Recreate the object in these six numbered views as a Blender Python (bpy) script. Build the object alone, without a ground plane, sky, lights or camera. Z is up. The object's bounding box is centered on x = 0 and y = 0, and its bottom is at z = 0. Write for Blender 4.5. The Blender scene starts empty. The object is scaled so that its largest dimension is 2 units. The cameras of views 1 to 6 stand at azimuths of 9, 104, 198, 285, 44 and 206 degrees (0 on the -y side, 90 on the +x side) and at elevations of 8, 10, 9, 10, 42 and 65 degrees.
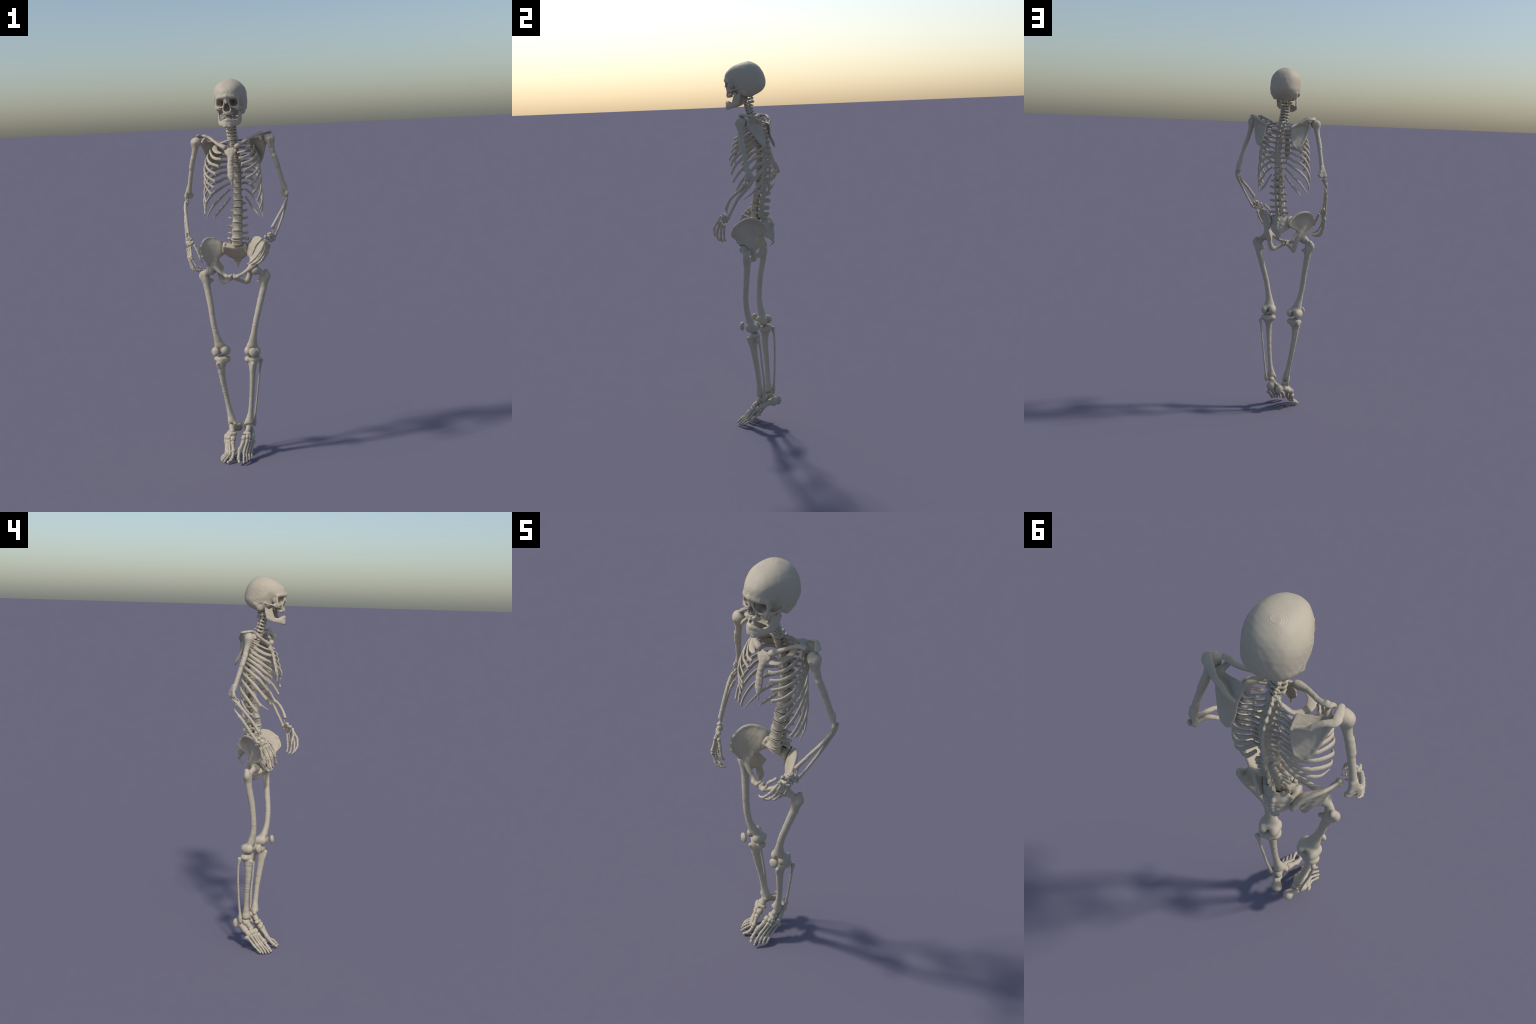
"""A standing human skeleton, bone by bone.

Every bone is described by a few anatomical landmarks (joint centres, tips,
borders) and by simple solids - tapered tubes along splines, ellipsoids, thin
curved plates - which are blended smoothly in a distance field and then
polygonised, so that each bone is one continuous organic surface.
World frame: metres, z up, the skeleton faces -y, its right side is -x.
"""
import bpy
import math
import numpy as np

V = lambda *a: np.array(a, float)


def unit(v):
    v = np.asarray(v, float)
    return v / (np.linalg.norm(v) + 1e-12)


# --------------------------------------------------------------- splines
def spline(pts, n):
    """Catmull-Rom through the rows of pts (any number of columns)."""
    p = np.asarray(pts, float)
    if len(p) == 2:
        t = np.linspace(0, 1, n)[:, None]
        return p[0] * (1 - t) + p[1] * t
    q = np.vstack([2 * p[0] - p[1], p, 2 * p[-1] - p[-2]])
    d = np.linalg.norm(np.diff(p[:, :3], axis=0), axis=1)
    s = np.concatenate([[0], np.cumsum(d)])
    out = []
    for t in np.linspace(0, s[-1], n):
        i = min(max(int(np.searchsorted(s, t)) - 1, 0), len(p) - 2)
        u = (t - s[i]) / max(d[i], 1e-9)
        a, b, c, e = q[i], q[i + 1], q[i + 2], q[i + 3]
        out.append(0.5 * (2 * b + (c - a) * u + (2 * a - 5 * b + 4 * c - e) * u * u + (3 * b - a - 3 * c + e) * u ** 3))
    return np.array(out)


def flow(x, xs, ys):
    """Smooth (monotone cubic) interpolation of a profile."""
    xs, ys = np.asarray(xs, float), np.asarray(ys, float)
    h, d = np.diff(xs), np.diff(ys) / np.diff(xs)
    m = np.zeros(len(xs))
    m[0], m[-1] = d[0], d[-1]
    same = d[:-1] * d[1:] > 0
    w1, w2 = 2 * h[1:] + h[:-1], h[1:] + 2 * h[:-1]
    m[1:-1][same] = ((w1 + w2) / (w1 / np.where(d[:-1] == 0, 1, d[:-1]) + w2 / np.where(d[1:] == 0, 1, d[1:])))[same]
    x = np.clip(x, xs[0], xs[-1])
    i = np.clip(np.searchsorted(xs, x) - 1, 0, len(xs) - 2)
    t = (x - xs[i]) / h[i]
    return ys[i] * (1 + 2 * t) * (1 - t) ** 2 + m[i] * h[i] * t * (1 - t) ** 2 + ys[i + 1] * t * t * (3 - 2 * t) + m[i + 1] * h[i] * t * t * (t - 1)


def smoothstep(t):
    t = np.clip(t, 0, 1)
    return t * t * (3 - 2 * t)


# ----------------------------------------------------------- noise field
class Ripple:
    """Cheap smooth 3D noise: a sum of randomly directed sine waves."""

    def __init__(self, seed, wavelength, count=14):
        r = np.random.default_rng(seed)
        d = r.normal(size=(count, 3))
        d /= np.linalg.norm(d, axis=1)[:, None]
        self.k = d * (2 * math.pi / (wavelength * r.uniform(0.7, 1.5, count)))[:, None]
        self.f = r.uniform(0, 6.28, count)
        self.n = math.sqrt(count / 2)

    def __call__(self, X, Y, Z):
        out = np.zeros(np.broadcast(X, Y, Z).shape, np.float32)
        for k, f in zip(self.k, self.f):
            out += np.sin(np.float32(k[0]) * X + np.float32(k[1]) * Y + np.float32(k[2]) * Z + np.float32(f))
        return out / self.n


# ------------------------------------------------------------ bone field
class Bone:
    """A distance field on a regular grid, filled with blended solids."""

    def __init__(self, lo, hi, h=0.002):
        self.h = h
        self.lo = np.asarray(lo, float) - 3 * h
        self.n = np.ceil((np.asarray(hi, float) + 3 * h - self.lo) / h).astype(int) + 1
        self.ax = [(self.lo[i] + h * np.arange(self.n[i])).astype(np.float32) for i in range(3)]
        self.F = np.full(self.n, 0.03, np.float32)

    @classmethod
    def around(cls, pts, pad, h=0.002):
        p = np.asarray(pts, float)[:, :3]
        return cls(p.min(0) - pad, p.max(0) + pad, h)

    def window(self, lo, hi, margin):
        a = np.clip(np.floor((np.asarray(lo) - margin - self.lo) / self.h).astype(int), 0, self.n)
        b = np.clip(np.ceil((np.asarray(hi) + margin - self.lo) / self.h).astype(int) + 1, 0, self.n)
        if (b <= a).any():
            return None, None
        s = tuple(slice(i, j) for i, j in zip(a, b))
        X = self.ax[0][s[0]][:, None, None]
        Y = self.ax[1][s[1]][None, :, None]
        Z = self.ax[2][s[2]][None, None, :]
        return s, (X, Y, Z)

    def blend(self, s, d, k, cut=False):
        f = self.F[s]
        if cut:
            d = -d
            if k > 0:
                t = np.clip(0.5 - 0.5 * (f - d) / k, 0, 1)
                self.F[s] = f * (1 - t) + d * t + k * t * (1 - t)
            else:
                self.F[s] = np.maximum(f, d)
        elif k > 0:
            t = np.clip(0.5 + 0.5 * (f - d) / k, 0, 1)
            self.F[s] = f * (1 - t) + d * t - k * t * (1 - t)
        else:
            self.F[s] = np.minimum(f, d)

    # -- solids
    def ball(self, c, r, k=0.006, axes=None, cut=False):
        """Ellipsoid: centre, radii (number or 3), rows of axes as its frame."""
        c = np.asarray(c, float)
        r = np.full(3, r, float) if np.isscalar(r) else np.asarray(r, float)
        R = np.eye(3) if axes is None else np.asarray(axes, float)
        m = r.max()
        s, g = self.window(c - m, c + m, k + 4 * self.h)
        if s is None:
            return self
        P = [g[0] - c[0], g[1] - c[1], g[2] - c[2]]
        k0 = k1 = 0
        for a in range(3):
            q = P[0] * R[a][0] + P[1] * R[a][1] + P[2] * R[a][2]
            k0 = k0 + (q / r[a]) ** 2
            k1 = k1 + (q / r[a] ** 2) ** 2
        k0 = np.sqrt(k0)
        self.blend(s, (k0 * (k0 - 1) / (np.sqrt(k1) + 1e-9)).astype(np.float32), k, cut)
        return self

    def tube(self, pts, k=0.006, flat=None, f=0.5, n=None, cut=False):
        """Tapered tube; rows are x, y, z, radius.  flat = direction in which
        the section is squeezed by the factor f (number or one per row)."""
        p = np.asarray(pts, float)
        if np.ndim(f):
            p = np.column_stack([p, np.asarray(f, float)])
        else:
            p = np.column_stack([p, np.full(len(p), float(f))])
        length = np.linalg.norm(np.diff(p[:, :3], axis=0), axis=1).sum()
        n = n or (2 if len(p) == 2 else int(np.clip(length / 0.006, len(p) + 1, 60)))
        q = spline(p, n)
        q[:, 3] = np.maximum(q[:, 3], 0.0006)
        q[:, 4] = np.clip(q[:, 4], 0.12, 1)
        lo = (q[:, :3] - q[:, 3:4]).min(0)
        hi = (q[:, :3] + q[:, 3:4]).max(0)
        sw, gw = self.window(lo, hi, k + 4 * self.h)
        if sw is None:
            return self
        D = np.full([x.stop - x.start for x in sw], 0.03, np.float32)
        off = np.array([x.start for x in sw])
        for a, b in zip(q[:-1], q[1:]):
            l2 = np.minimum(a[:3] - a[3], b[:3] - b[3])
            h2 = np.maximum(a[:3] + a[3], b[:3] + b[3])
            s, g = self.window(l2, h2, k + 4 * self.h)
            if s is None:
                continue
            P = [g[i] - np.float32(a[i]) for i in range(3)]
            e = b[:3] - a[:3]
            ee = float(e @ e) + 1e-12
            t = np.clip((P[0] * e[0] + P[1] * e[1] + P[2] * e[2]) / ee, 0, 1)
            W = [P[i] - e[i] * t for i in range(3)]
            d2 = W[0] ** 2 + W[1] ** 2 + W[2] ** 2
            rad = a[3] + (b[3] - a[3]) * t
            if flat is not None:
                ff = a[4] + (b[4] - a[4]) * t
                nrm = np.asarray(flat, float)
                nrm = unit(nrm - unit(e) * (nrm @ unit(e)))
                c = W[0] * nrm[0] + W[1] * nrm[1] + W[2] * nrm[2]
                d2 = d2 + (1 / ff ** 2 - 1) * c * c
                d = (np.sqrt(d2) - rad) * (0.35 + 0.65 * ff)
            else:
                d = np.sqrt(d2) - rad
            o = tuple(slice(x.start - y, x.stop - y) for x, y in zip(s, off))
            D[o] = np.minimum(D[o], d)
        self.blend(sw, D, k, cut)
        return self

    def plate(self, grid, r, k=0.004, nu=None, nv=None, cut=False):
        """Thin curved plate through a grid of points; r = half thickness
        (number, or an array with the shape of the grid)."""
        g = np.asarray(grid, float)
        rr = np.broadcast_to(np.asarray(r, float), g.shape[:2])
        g = np.concatenate([g, rr[..., None]], axis=2)
        step = max(0.55 * float(np.min(rr)), 0.0009)
        lu = max(np.linalg.norm(np.diff(g[:, j, :3], axis=0), axis=1).sum() for j in range(g.shape[1]))
        lv = max(np.linalg.norm(np.diff(g[i, :, :3], axis=0), axis=1).sum() for i in range(g.shape[0]))
        nu = nu or int(np.clip(lu / step, 6, 160))
        nv = nv or int(np.clip(lv / step, 6, 160))
        g = np.stack([spline(g[:, j], nu) for j in range(g.shape[1])], axis=1)
        g = np.stack([spline(g[i], nv) for i in range(nu)], axis=0).reshape(-1, 4)
        g[:, 3] = np.maximum(g[:, 3], 0.0008)
        sw, gw = self.window((g[:, :3] - g[:, 3:]).min(0), (g[:, :3] + g[:, 3:]).max(0), k + 4 * self.h)
        if sw is None:
            return self
        D = np.full([x.stop - x.start for x in sw], 0.03, np.float32)
        lo = np.array([self.ax[i][sw[i].start] for i in range(3)])
        size = np.array(D.shape)
        ax = [self.ax[i][sw[i]] for i in range(3)]
        reach = k + 2.5 * self.h
        A = np.clip(((g[:, :3] - lo - g[:, 3:] - reach) / self.h).astype(int), 0, size)
        B = np.clip(((g[:, :3] - lo + g[:, 3:] + reach) / self.h).astype(int) + 2, 0, size)
        for c, a, b in zip(g, A, B):
            dx = (ax[0][a[0]:b[0]] - c[0]) ** 2
            dy = (ax[1][a[1]:b[1]] - c[1]) ** 2
            dz = (ax[2][a[2]:b[2]] - c[2]) ** 2
            d = np.sqrt(dx[:, None, None] + dy[None, :, None] + dz[None, None, :]) - np.float32(c[3])
            o = D[a[0]:b[0], a[1]:b[1], a[2]:b[2]]
            np.minimum(o, d, out=o)
        self.blend(sw, D, k, cut)
        return self

    def drum(self, c, R, w, d, h, waist=0.1, k=0.003, power=2.3, dish=0.0012):
        """Vertebral body: oval drum with a waist and raised rims.
        R rows: right, back, up."""
        c = np.asarray(c, float)
        m = math.sqrt(w * w + d * d + h * h) / 2
        s, g = self.window(c - m, c + m, k + 4 * self.h)
        P = [g[i] - c[i] for i in range(3)]
        x, y, z = (P[0] * R[a][0] + P[1] * R[a][1] + P[2] * R[a][2] for a in range(3))
        u = np.clip(2 * z / h, -1.1, 1.1)
        wz = 1 - waist * (1 - u * u)
        back = np.where(y > 0, 0.92, 1.0)
        q = ((np.abs(x) / (w / 2 * wz)) ** power + (np.abs(y) / (d / 2 * wz * back)) ** power) ** (1 / power)
        side = (q - 1) * min(w, d) / 2
        cap = np.abs(z) - h / 2 + dish * np.clip(1.2 - q * q * 1.4, 0, 1)
        r = 0.0022
        a, b = side + r, cap + r
        D = np.minimum(np.maximum(a, b), 0) + np.sqrt(np.maximum(a, 0) ** 2 + np.maximum(b, 0) ** 2) - r
        self.blend(s, D.astype(np.float32), k)
        return self

    def rough(self, amount, wavelength, seed):
        X, Y, Z = self.ax[0][:, None, None], self.ax[1][None, :, None], self.ax[2][None, None, :]
        near = np.abs(self.F) < 4 * self.h
        if amount:
            n = Ripple(seed, wavelength)(X, Y, Z)
            self.F = np.where(near, self.F + np.float32(amount) * n, self.F)
        return self

    def rings(self, amount, seed, axis=2, scale=0.005, lo=-9, hi=9):
        """Slice-like steps across the long axis of a bone."""
        r = np.random.default_rng(seed)
        z = self.ax[axis]
        m = int((z[-1] - z[0]) / scale) + 4
        v = r.normal(size=m)
        y = np.interp((z - z[0]) / scale, np.arange(m), v) * amount * smoothstep((z - lo) / 0.03) * smoothstep((hi - z) / 0.03)
        shape = [1, 1, 1]
        shape[axis] = -1
        self.F = self.F + y.reshape(shape).astype(np.float32)
        return self

    def soften(self, times=1):
        for _ in range(times):
            for a in range(3):
                f = self.F
                g = np.concatenate([np.take(f, [0], a), f, np.take(f, [-1], a)], axis=a)
                n = f.shape[a]
                self.F = 0.25 * np.take(g, range(0, n), a) + 0.5 * f + 0.25 * np.take(g, range(2, n + 2), a)
        return self

    # -- polygonise (surface nets)
    def surface(self):
        F = self.F
        ins = F < 0
        nx, ny, nz = F.shape
        cnt = np.zeros((nx - 1, ny - 1, nz - 1), np.int8)
        for i in (0, 1):
            for j in (0, 1):
                for l in (0, 1):
                    cnt += ins[i:nx - 1 + i, j:ny - 1 + j, l:nz - 1 + l]
        C = np.argwhere((cnt > 0) & (cnt < 8))
        if not len(C):
            return np.zeros((0, 3)), np.zeros((0, 4), int)
        idx = np.full(cnt.shape, -1, np.int64)
        idx[C[:, 0], C[:, 1], C[:, 2]] = np.arange(len(C))
        corner = [(i, j, l) for i in (0, 1) for j in (0, 1) for l in (0, 1)]
        val = {o: F[C[:, 0] + o[0], C[:, 1] + o[1], C[:, 2] + o[2]].astype(float) for o in corner}
        acc = np.zeros((len(C), 3))
        num = np.zeros(len(C))
        for o in corner:
            for a in range(3):
                if o[a] == 0:
                    p = list(o)
                    p[a] = 1
                    v0, v1 = val[o], val[tuple(p)]
                    hit = (v0 < 0) != (v1 < 0)
                    t = np.where(hit, v0 / np.where(hit, v0 - v1, 1), 0)
                    q = np.tile(np.array(o, float), (len(C), 1))
                    q[:, a] = t
                    acc[hit] += q[hit]
                    num[hit] += 1
        verts = self.lo + self.h * (C + acc / num[:, None])
        quads = []
        for a in range(3):
            b, c = (a + 1) % 3, (a + 2) % 3
            s0 = [slice(None)] * 3
            s1 = [slice(None)] * 3
            s0[a], s1[a] = slice(0, -1), slice(1, None)
            i0, i1 = ins[tuple(s0)], ins[tuple(s1)]
            E = np.argwhere(i0 != i1)
            E = E[(E[:, b] > 0) & (E[:, c] > 0) & (E[:, b] < F.shape[b] - 1) & (E[:, c] < F.shape[c] - 1)]
            flip = i0[E[:, 0], E[:, 1], E[:, 2]]
            ring = []
            for db, dc in ((1, 1), (0, 1), (0, 0), (1, 0)):
                e = E.copy()
                e[:, b] -= db
                e[:, c] -= dc
                ring.append(idx[e[:, 0], e[:, 1], e[:, 2]])
            q = np.stack(ring, 1)
            q[~flip] = q[~flip][:, ::-1]
            quads.append(q)
        quads = np.vstack(quads)
        quads = quads[(quads >= 0).all(1)]
        return verts, quads


def relax(verts, quads, rounds=1, amount=0.5):
    e = np.vstack([quads[:, [i, (i + 1) % 4]] for i in range(4)])
    for _ in range(rounds):
        s = np.zeros_like(verts)
        c = np.zeros(len(verts))
        for a, b in ((0, 1), (1, 0)):
            for ax in range(3):
                s[:, ax] += np.bincount(e[:, a], verts[e[:, b], ax], len(verts))
            c += np.bincount(e[:, a], minlength=len(verts))
        verts = verts + amount * (s / np.maximum(c, 1)[:, None] - verts)
    return verts


# ------------------------------------------------------------- materials
def bone_material(name, scale=1.0):
    m = bpy.data.materials.new(name)
    m.use_nodes = True
    nt = m.node_tree
    N, L = nt.nodes, nt.links
    bsdf = N["Principled BSDF"]
    co = N.new("ShaderNodeTexCoord")
    big = N.new("ShaderNodeTexNoise")
    big.inputs["Scale"].default_value = 14.0
    big.inputs["Detail"].default_value = 4.0
    L.new(co.outputs["Object"], big.inputs["Vector"])
    ramp = N.new("ShaderNodeValToRGB")
    ramp.color_ramp.elements[0].position = 0.3
    ramp.color_ramp.elements[0].color = BONE_DARK
    ramp.color_ramp.elements[1].position = 0.7
    ramp.color_ramp.elements[1].color = BONE_LIGHT
    L.new(big.outputs["Fac"], ramp.inputs["Fac"])
    L.new(ramp.outputs["Color"], bsdf.inputs["Base Color"])
    bsdf.inputs["Roughness"].default_value = 0.62
    bsdf.inputs["Specular IOR Level"].default_value = 0.35
    grain = N.new("ShaderNodeTexNoise")
    grain.inputs["Scale"].default_value = 260.0
    grain.inputs["Detail"].default_value = 3.0
    L.new(co.outputs["Object"], grain.inputs["Vector"])
    bump = N.new("ShaderNodeBump")
    bump.inputs["Strength"].default_value = 0.25
    bump.inputs["Distance"].default_value = 0.0006 * scale
    L.new(grain.outputs["Fac"], bump.inputs["Height"])
    out = bump
    L.new(out.outputs[0], bsdf.inputs["Normal"])
    return m


BONE_LIGHT = (0.480, 0.425, 0.328, 1)
BONE_DARK = (0.446, 0.393, 0.300, 1)
MAT = bone_material("bone")

# ------------------------------------------------------------- objects
SLICE = 0.0018
ROOT = bpy.data.objects.new("human_skeleton", None)
bpy.context.scene.collection.objects.link(ROOT)
ROOT["label"] = "standing human skeleton with pale bare bones, arms hanging"
ROOT["category"] = "skeleton"


def group(name, at):
    e = bpy.data.objects.new(name, None)
    e.empty_display_size = 0.02
    bpy.context.scene.collection.objects.link(e)
    e.parent = ROOT
    return e


def make(name, bone, parent=None, smooth=1, mat=None, grow=0.0005, steps=0.0):
    bone.F -= np.float32(grow)
    v, q = bone.surface()
    if not len(q):
        return None
    v = relax(v, q, smooth, 0.35)
    if steps:
        # contour steps of a sliced scan, where the surface lies across an axis
        n = np.zeros_like(v)
        fn = np.cross(v[q[:, 2]] - v[q[:, 0]], v[q[:, 3]] - v[q[:, 1]])
        for i in range(4):
            for a in range(3):
                n[:, a] += np.bincount(q[:, i], fn[:, a], len(v))
        n /= np.linalg.norm(n, axis=1)[:, None] + 1e-12
        n = relax(n, q, 3, 0.5)
        d = sum(np.sin(v[:, a] * 2 * math.pi / SLICE + 0.6 * a) * np.clip((np.abs(n[:, a]) - 0.86) / 0.10, 0, 1) for a in range(3))
        v = v + n * (steps * d)[:, None]
    me = bpy.data.meshes.new(name)
    me.vertices.add(len(v))
    me.vertices.foreach_set("co", v.astype(np.float32).ravel())
    me.loops.add(len(q) * 4)
    me.loops.foreach_set("vertex_index", q.astype(np.int32).ravel())
    me.polygons.add(len(q))
    me.polygons.foreach_set("loop_start", np.arange(0, len(q) * 4, 4, dtype=np.int32))
    me.polygons.foreach_set("use_smooth", np.ones(len(q), bool))
    me.update(calc_edges=True)
    me.validate()
    me.materials.append(mat or MAT)
    o = bpy.data.objects.new(name, me)
    bpy.context.scene.collection.objects.link(o)
    o.parent = parent or ROOT
    return o


def mir(p, cx):
    p = np.array(p, float)
    p[..., 0] = 2 * cx - p[..., 0]
    return p


# =============================================================== SKULL
HX = 0.0035                       # mid-plane of the head


def skull():
    b = Bone((HX - 0.095, -0.095, 1.808), (HX + 0.095, 0.138, 2.003), 0.0016)
    X, Y, Z = b.ax[0][:, None, None] - HX, b.ax[1][None, :, None], b.ax[2]
    # braincase: horizontal sections (height, front, back, half width)
    sec = np.array([(1.815, 0.050, 0.056, 0.020), (1.823, 0.020, 0.062, 0.046), (1.831, 0.000, 0.082, 0.061), (1.842, -0.018, 0.103, 0.071),
                    (1.858, -0.032, 0.121, 0.078), (1.876, -0.040, 0.130, 0.083), (1.889, -0.062, 0.132, 0.085), (1.900, -0.080, 0.132, 0.0855),
                    (1.912, -0.085, 0.1305, 0.0855), (1.927, -0.0825, 0.126, 0.085), (1.941, -0.078, 0.121, 0.0825), (1.955, -0.066, 0.1135, 0.077),
                    (1.972, -0.046, 0.102, 0.063), (1.985, -0.022, 0.088, 0.049), (1.992, 0.000, 0.075, 0.0365), (1.997, 0.018, 0.064, 0.025), (2.0005, 0.031, 0.055, 0.014), (2.003, 0.040, 0.050, 0.008)])
    yf, yb, w = (flow(Z, sec[:, 0], sec[:, i]) for i in (1, 2, 3))
    yc, ln = ((yf + yb) / 2)[None, None, :], ((yb - yf) / 2)[None, None, :]
    w = w[None, None, :]
    t = (Y - yc) / ln
    narrow = 1 - 0.17 * smoothstep((0.035 - Y) / 0.085) * smoothstep((1.985 - Z[None, None, :]) / 0.05)
    q = (np.abs(X / (w * narrow)) ** 2.25 + np.abs(t) ** 2.25) ** (1 / 2.25)
    f = (q - 1) * np.minimum(w, ln)
    f = np.maximum(f, Z[None, None, :] - 2.0008)
    b.F = np.minimum(b.F, f).astype(np.float32)
    b.soften(10)
    for s in (-1, 1):
        P = lambda x, y, z, *r: (HX + s * x, y, z) + r
        # temple hollow
        b.ball(P(0.083, -0.030, 1.885), (0.020, 0.026, 0.030), 0.014, cut=True)
        # mastoid and base
        b.ball(P(0.060, 0.040, 1.838), (0.0125, 0.016, 0.016), 0.010)
        b.tube([P(0.058, 0.036, 1.836, 0.009), P(0.068, 0.058, 1.856, 0.012)], 0.010)
        b.ball(P(0.017, 0.022, 1.821), (0.008, 0.013, 0.007), 0.006)
        b.ball(P(0.077, 0.027, 1.855), 0.0055, 0.003, cut=True)
        # brow, then the block that carries the eye socket
        b.tube([P(0.050, -0.053, 1.899, 0.007), P(0.036, -0.068, 1.904, 0.0075), P(0.018, -0.076, 1.904, 0.007), P(0.0, -0.080, 1.908, 0.007)], 0.010)
        b.ball(P(0.035, -0.042, 1.878), (0.0235, 0.024, 0.024), 0.006)
        # outer wall of the orbit, cheek bone, arch
        b.tube([P(0.053, -0.050, 1.902, 0.006), P(0.0555, -0.050, 1.880, 0.0052), P(0.054, -0.053, 1.860, 0.007), P(0.050, -0.055, 1.850, 0.008)], 0.005)
        b.plate([[P(0.040, -0.063, 1.858), P(0.052, -0.054, 1.862), P(0.060, -0.040, 1.860)],
                 [P(0.042, -0.062, 1.850), P(0.053, -0.053, 1.849), P(0.0615, -0.037, 1.853)],
                 [P(0.046, -0.058, 1.845), P(0.052, -0.050, 1.842), P(0.061, -0.036, 1.849)]], 0.003, 0.004)
        b.tube([P(0.056, -0.046, 1.852, 0.006), P(0.065, -0.030, 1.854, 0.0045), P(0.0715, -0.012, 1.857, 0.0036), P(0.072, 0.006, 1.863, 0.0042), P(0.066, 0.020, 1.868, 0.006)], 0.005, flat=(1, 0, 0), f=0.62)
    for s in (-1, 1):
        P = lambda x, y, z, *r: (HX + s * x, y, z) + r
        # hollow of the orbit, with the lower rim built again in front
        b.tube([P(0.036, -0.085, 1.877, 0.0215), P(0.0345, -0.062, 1.8775, 0.0207), P(0.028, -0.040, 1.879, 0.0155), P(0.020, -0.016, 1.880, 0.007)], 0.003, flat=(0, 0, 1), f=0.93, cut=True)
        b.ball(P(0.043, -0.033, 1.868), (0.007, 0.012, 0.006), 0.003, cut=True)
        b.tube([P(0.014, -0.071, 1.867, 0.0032), P(0.024, -0.068, 1.8570, 0.0033), P(0.038, -0.065, 1.8540, 0.0038), P(0.050, -0.056, 1.858, 0.005)], 0.003)
        # nose: frontal process, rim of the opening, outer wall
        b.tube([P(0.008, -0.075, 1.896, 0.006), P(0.0095, -0.076, 1.880, 0.0050), P(0.0155, -0.072, 1.863, 0.0042), P(0.0190, -0.069, 1.848, 0.0038), P(0.0175, -0.070, 1.837, 0.0045), P(0.010, -0.073, 1.830, 0.005)], 0.003)
        b.plate([[P(0.012, -0.068, 1.885), P(0.013, -0.048, 1.885), P(0.014, -0.028, 1.882)],
                 [P(0.017, -0.066, 1.862), P(0.016, -0.047, 1.862), P(0.015, -0.028, 1.862)],
                 [P(0.020, -0.064, 1.838), P(0.019, -0.046, 1.840), P(0.017, -0.028, 1.842)]], 0.0014, 0.003)
        # tooth ridge of the upper jaw, worn away toward the back
        b.tube([P(0.0, -0.071, 1.825, 0.0075), P(0.012, -0.068, 1.825, 0.0072), P(0.021, -0.0605, 1.824, 0.0055), P(0.0235, -0.054, 1.825, 0.0035)], 0.004)
        b.plate([[P(0.0, -0.066, 1.831), P(0.0, -0.057, 1.833), P(0.0, -0.048, 1.834)],
                 [P(0.010, -0.064, 1.830), P(0.010, -0.056, 1.832), P(0.009, -0.048, 1.833)],
                 [P(0.019, -0.059, 1.828), P(0.018, -0.054, 1.829), P(0.016, -0.049, 1.831)]], 0.0016, 0.003)
        # pterygoid plates
        b.plate([[P(0.016, -0.030, 1.850), P(0.020, -0.020, 1.852)], [P(0.017, -0.031, 1.838), P(0.022, -0.022, 1.840)], [P(0.017, -0.034, 1.825), P(0.024, -0.027, 1.828)]], 0.0015, 0.003)
    # nasal bones, partition, spine at the foot of the nose
    b.tube([(HX, -0.079, 1.900, 0.008), (HX, -0.0785, 1.889, 0.0060), (HX, -0.0825, 1.879, 0.0040), (HX, -0.0850, 1.8745, 0.003)], 0.004)
    b.plate([[(HX, -0.056, 1.876), (HX, -0.036, 1.878)], [(HX - 0.001, -0.046, 1.852), (HX, -0.032, 1.855)], [(HX - 0.001, -0.056, 1.834), (HX, -0.030, 1.836)]], 0.0013, 0.002)
    b.tube([(HX, -0.070, 1.833, 0.003), (HX, -0.079, 1.833, 0.002)], 0.003)
    # opening under the brain case
    b.ball((HX, 0.040, 1.815), (0.014, 0.017, 0.014), 0.004, cut=True)
    b.rough(0.00016, 0.022, 11)
    make("skull", b, smooth=2, grow=0.0, steps=0.00032)


def jaw():
    b = Bone((HX - 0.07, -0.09, 1.752), (HX + 0.07, 0.022, 1.862), 0.0014)
    for s in (-1, 1):
        P = lambda x, y, z, *r: (HX + s * x, y, z) + r
        b.plate([[P(0.056, 0.013, 1.848), P(0.054, -0.007, 1.829), P(0.051, -0.026, 1.840)],
                 [P(0.056, 0.009, 1.834), P(0.054, -0.008, 1.822), P(0.051, -0.0245, 1.824)],
                 [P(0.057, 0.006, 1.812), P(0.055, -0.010, 1.809), P(0.050, -0.030, 1.806)],
                 [P(0.056, -0.002, 1.793), P(0.053, -0.018, 1.785), P(0.047, -0.036, 1.790)]], 0.0034, 0.004)
        b.ball(P(0.056, 0.012, 1.853), (0.009, 0.0045, 0.005), 0.004)
        b.tube([P(0.055, -0.005, 1.790, 0.0085), P(0.048, -0.030, 1.780, 0.011), P(0.038, -0.052, 1.776, 0.0115), P(0.025, -0.068, 1.773, 0.013), P(0.012, -0.0755, 1.772, 0.0145), P(0.0, -0.0775, 1.772, 0.0150)],
               0.005, flat=(s * 0.75, -0.65, 0), f=(0.45, 0.45, 0.46, 0.45, 0.42, 0.40))
        b.tube([P(0.028, -0.060, 1.784, 0.0045), P(0.019, -0.069, 1.790, 0.0062), P(0.009, -0.0745, 1.7925, 0.0068), P(0.0, -0.0765, 1.793, 0.0068)], 0.008)
        b.ball(P(0.010, -0.078, 1.762), (0.010, 0.006, 0.006), 0.006)
    b.rough(0.00016, 0.016, 12)
    make("jawbone", b, smooth=1)


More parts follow.
